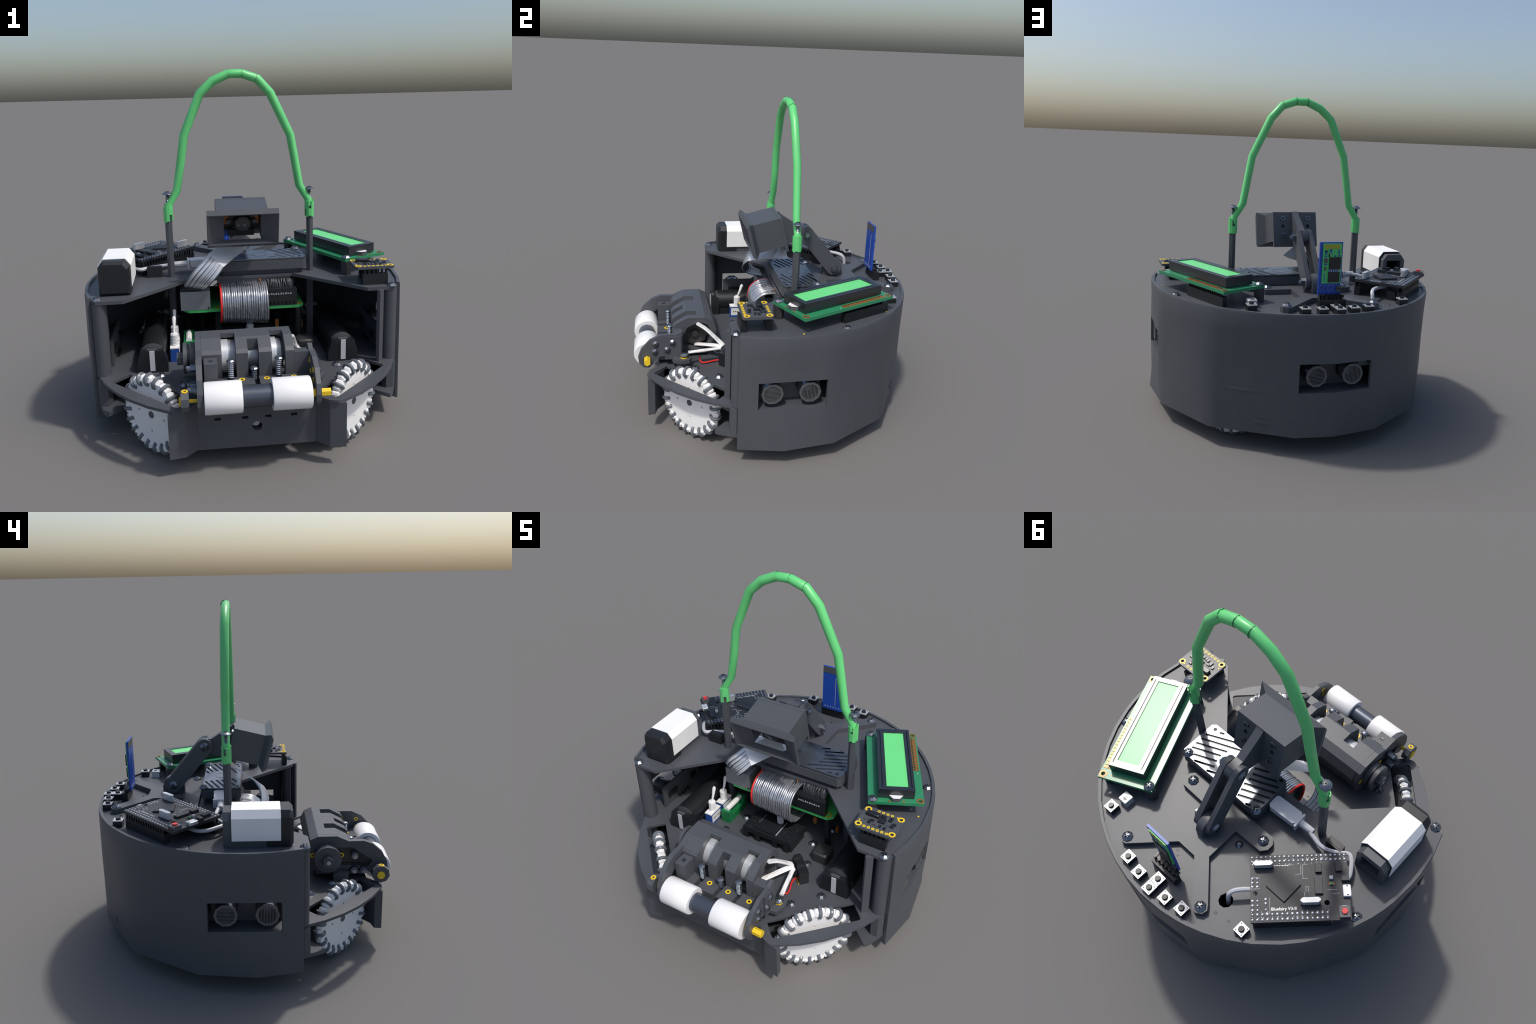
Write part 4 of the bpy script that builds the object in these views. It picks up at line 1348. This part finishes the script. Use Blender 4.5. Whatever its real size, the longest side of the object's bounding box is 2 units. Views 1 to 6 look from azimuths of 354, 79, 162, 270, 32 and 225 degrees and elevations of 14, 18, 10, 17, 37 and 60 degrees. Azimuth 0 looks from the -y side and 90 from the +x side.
# ------------------------------------------------------------------ roller intake at the front
def build_intake():
    XL, XR = -0.297, 0.208
    # profile in (y, z), extruded along x
    def P(x0, x1, prof, m, b, holes=()):
        M = frame((x0, 0, 0), (0, 1, 0), (0, 0, 1))
        b.prism(prof, 0, x1 - x0, m, M, holes)
    b = B()
    back = [(-0.405, 0.405), (-0.368, 0.560), (-0.395, 0.618), (-0.442, 0.640), (-0.494, 0.640), (-0.494, 0.615), (-0.43, 0.595), (-0.405, 0.55), (-0.43, 0.43)]
    P(-0.2672, XR, back, PLASTIC2, b)
    rib = [(-0.4935, 0.6401), (-0.557, 0.6401), (-0.628, 0.602), (-0.645, 0.584), (-0.645, 0.40), (-0.60, 0.40), (-0.590, 0.50), (-0.555, 0.575), (-0.4935, 0.605)]
    ribf = rib
    for x0, x1 in ((XL + 0.0302, -0.165), (-0.091, -0.031), (0.025, 0.092), (0.162, XR - 0.0002)):
        P(x0, x1, rib, PLASTIC2, b)
    mid = [(-0.4936, 0.6402), (-0.571, 0.6325), (-0.571, 0.55), (-0.4936, 0.595)]
    P(-0.0312, 0.0252, [(-0.4936, 0.6398), (-0.557, 0.6398), (-0.571, 0.632), (-0.571, 0.575), (-0.4936, 0.60)], PLASTIC2, b)
    o = b.obj("intake_hood", angle=18)
    b = B()
    # pedestal and cross beam
    b.box((-0.296, -0.60, 0.395), (0.207, -0.43, 0.425), PLASTIC2)
    b.box((-0.24, -0.58, 0.368), (0.16, -0.44, 0.396), PLASTIC)
    b.box((-0.296, -0.725, 0.395), (0.206, -0.601, 0.415), PLASTIC2)
    for x0, x1, y in ((-0.190, -0.140, -0.735), (-0.109, -0.004, -0.738), (0.022, 0.116, -0.741), (0.139, 0.283, -0.733)):
        b.box((x0, y, 0.398), (x1, -0.644, 0.4545), PLASTIC2)
    b.box((-0.258, -0.730, 0.416), (-0.190, -0.6455, 0.570), PLASTIC2)
    b.box((-0.266, -0.644, 0.455), (-0.17, -0.60, 0.56), PLASTIC2)
    b.box((0.2085, -0.645, 0.455), (0.2835, -0.592, 0.574), PLASTIC2)
    b.box((0.207, -0.66, 0.40), (0.2835, -0.60, 0.4548), PLASTIC2)
    b.cyl((-0.224, -0.690, 0.5695), (-0.224, -0.690, 0.571), 0.013, CHIP, seg=7)
    b.box((-0.232, -0.696, 0.5705), (-0.217, -0.692, 0.572), STEEL)
    b.obj("intake_frame", o)
    # side cheeks
    left = [(-0.395, 0.42), (-0.373, 0.56), (-0.395, 0.617), (-0.442, 0.6395), (-0.556, 0.6395), (-0.625, 0.607), (-0.716, 0.608), (-0.768, 0.588), (-0.828, 0.534), (-0.858, 0.472), (-0.866, 0.412), (-0.845, 0.372), (-0.80, 0.365), (-0.765, 0.395), (-0.73, 0.425)]
    slot = [(-0.560, 0.568), (-0.650, 0.566), (-0.770, 0.482), (-0.745, 0.44), (-0.66, 0.452), (-0.575, 0.455)]
    b = B()
    P(-0.297, -0.2675, left, PLASTIC2, b, [slot])
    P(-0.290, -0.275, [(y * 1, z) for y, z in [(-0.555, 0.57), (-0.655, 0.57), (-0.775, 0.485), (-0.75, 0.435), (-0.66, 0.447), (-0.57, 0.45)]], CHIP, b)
    for i in range(16):
        t = i / 15
        y, z = -0.575 - 0.165 * t, 0.459 - 0.010 * t
        b.box((-0.3005, y - 0.004, z), (-0.29, y + 0.002, z + 0.012), CHIP)
    b.obj("side_cheek", o, angle=18)
    right = [(-0.592, 0.46), (-0.592, 0.598), (-0.634, 0.577), (-0.724, 0.577), (-0.791, 0.545), (-0.845, 0.485), (-0.863, 0.435), (-0.858, 0.395), (-0.83, 0.362), (-0.795, 0.362), (-0.765, 0.398), (-0.729, 0.432), (-0.623, 0.446)]
    b = B()
    P(0.284, 0.308, right, PLASTIC2, b)
    b.box((0.3085, -0.70, 0.415), (0.317, -0.60, 0.57), PLASTIC2)
    b.obj("side_cheek", o, angle=18)
    for y, z in ((-0.757, 0.519), (-0.685, 0.482), (-0.652, 0.529), (-0.761, 0.467)):
        screw((0.308 if y < -0.70 else 0.317, y, z), (1, 0, 0), parent=o, me=SCREW_SMALL)
        b = B()
        b.ring((0.284, y, z), (-1, 0, 0), 0.008, 0.015, 0.002, YELLOW, seg=8)
        b.obj("brass_ring", o)
    for y, z in ((-0.659, 0.524), (-0.659, 0.431), (-0.714, 0.430)):
        b = B()
        b.cyl((-0.297, y, z), (-0.328, y, z), 0.021, DARKSTEEL, seg=8)
        b.cyl((-0.328, y, z), (-0.345, y, z), 0.014, STEEL, seg=6)
        b.obj("bolt", o)
    # pulley on the left
    b = B()
    b.cyl((-0.30, -0.496, 0.516), (-0.328, -0.496, 0.516), 0.078, PLASTIC2, seg=14)
    b.cyl((-0.328, -0.496, 0.516), (-0.342, -0.496, 0.516), 0.070, CHIP, seg=14)
    b.cyl((-0.342, -0.496, 0.516), (-0.362, -0.496, 0.516), 0.082, PLASTIC2, seg=12)
    b.cyl((-0.362, -0.496, 0.512), (-0.395, -0.496, 0.512), 0.036, PLASTIC2, seg=6)
    b.cyl((-0.395, -0.496, 0.512), (-0.397, -0.496, 0.512), 0.013, GREY, seg=6)
    b.obj("pulley", o)
    b = B()
    for y in (-0.41, -0.582):
        b.ring((-0.298, y, 0.520), (-1, 0, 0), 0.008, 0.016, 0.003, YELLOW, seg=8)
    b.obj("brass_ring", o)
    # motor lying in the hood
    b = B()
    AX = (-0.503, 0.517)
    b.cyl((-0.26, *AX), (-0.085, *AX), 0.086, ALU, seg=18)
    b.cyl((-0.165, *AX), (-0.128, *AX), 0.0905, TIN, seg=20)
    b.cyl((-0.128, *AX), (-0.06, *AX), 0.060, DARKSTEEL, seg=16)
    b.cyl((-0.085, *AX), (0.15, *AX), 0.079, ALU, seg=18)
    b.cyl((0.09, *AX), (0.125, *AX), 0.0885, TIN, seg=18)
    b.cyl((0.15, *AX), (0.162, *AX), 0.086, RUBBER, seg=7)
    b.cyl((0.162, *AX), (0.163, *AX), 0.033, BLACK, seg=8)
    b.cyl((0.162, *AX), (0.178, *AX), 0.024, RUBBER, seg=8)
    b.obj("intake_motor", o)
    # tall spring screws and their brass inserts
    for x, y, zt, tin in ((-0.122, -0.661, 0.552, 1), (-0.003, -0.655, 0.502, 0), (0.124, -0.659, 0.552, 1)):
        b = B()
        b.lathe([(0.023, 0), (0.022, 0.003), (0.016, 0.009), (0.008, 0.012), (0.004, 0.0125)], (x, y, zt), (0, 0, 1), DARKSTEEL, seg=8)
        b.cyl((x, y, 0.41), (x, y, zt), 0.009, DARKSTEEL, seg=8)
        n = 8 if tin else 5
        for k in range(n):
            b.torus((x, y, zt - 0.012 - 0.0105 * k), (0.1, 0.05, 1), 0.0125, 0.0042, CHROME if tin else DARKSTEEL, seg=10, sub=6)
        b.obj("spring_screw", o, angle=24)
    b = B()
    for x, y in ((-0.067, -0.676), (0.060, -0.678), (0.199, -0.679)):
        b.ring((x, y, 0.4543), (0, 0, 1), 0.008, 0.0165, 0.0018, YELLOW, seg=8)
        b.cyl((x, y, 0.4542), (x, y, 0.4552), 0.0085, CHIP, seg=7)
    b.obj("brass_ring", o)
    # roller
    AY, AZ = -0.808, 0.4265
    b = B()
    b.cyl((-0.345, AY, AZ - 0.006), (-0.25, AY, AZ - 0.006), 0.010, YELLOW, seg=6)
    b.cyl((0.24, AY, AZ - 0.006), (0.362, AY, AZ - 0.006), 0.021, YELLOW, seg=6)
    b.obj("roller_shaft", o)
    b = B()
    b.cyl((-0.25, AY, AZ), (0.25, AY, AZ), 0.054, BLUESTEEL, seg=14)
    b.obj("roller_core", o)
    for x0, x1 in ((-0.263, -0.078), (0.070, 0.262)):
        b = B()
        seg = 24
        rings = []
        for x, dr in ((x0, -0.003), (x0 + 0.006, 0.0), (x1 - 0.006, 0.0), (x1, -0.003)):
            rings.append([(x, AY + (0.0805 + dr + 0.002 * math.cos(3 * t + x * 40)) * math.cos(t), AZ + (0.0805 + dr + 0.002 * math.cos(3 * t + x * 40)) * math.sin(t)) for t in [2 * math.pi * i / seg for i in range(seg)]])
        b.loft(rings, WHITE)
        b.obj("soft_roller", o, angle=40)
    # end knob on the left with its grub-screw insert
    b = B()
    b.cyl((-0.337, AY, 0.424), (-0.376, AY, 0.424), 0.053, PLASTIC2, seg=9, rot=0.35)
    b.ring((-0.356, AY - 0.006, 0.4735), (0, -0.1, 1), 0.008, 0.0165, 0.004, YELLOW, seg=8)
    b.cyl((-0.3765, AY, 0.422), (-0.386, AY, 0.422), 0.024, YELLOW, seg=7)
    b.obj("end_knob", o)
    # foot bracket with a knurled screw on the right
    b = B()
    b.prism([(0.302, -0.66), (0.352, -0.65), (0.372, -0.60), (0.365, -0.55), (0.325, -0.535), (0.302, -0.56)], 0.405, 0.430, PLASTIC2)
    b.box((0.30, -0.63, 0.3685), (0.345, -0.565, 0.405), PLASTIC2)
    b.cyl((0.329, -0.582, 0.43), (0.329, -0.582, 0.437), 0.024, YELLOW, seg=8)
    b.obj("foot_bracket", o)
    screw((0.329, -0.582, 0.445), parent=o)
    b = B()
    b.box((-0.36, -0.62, 0.368), (-0.30, -0.53, 0.425), PLASTIC2)
    b.obj("foot_bracket", o)


build_intake()
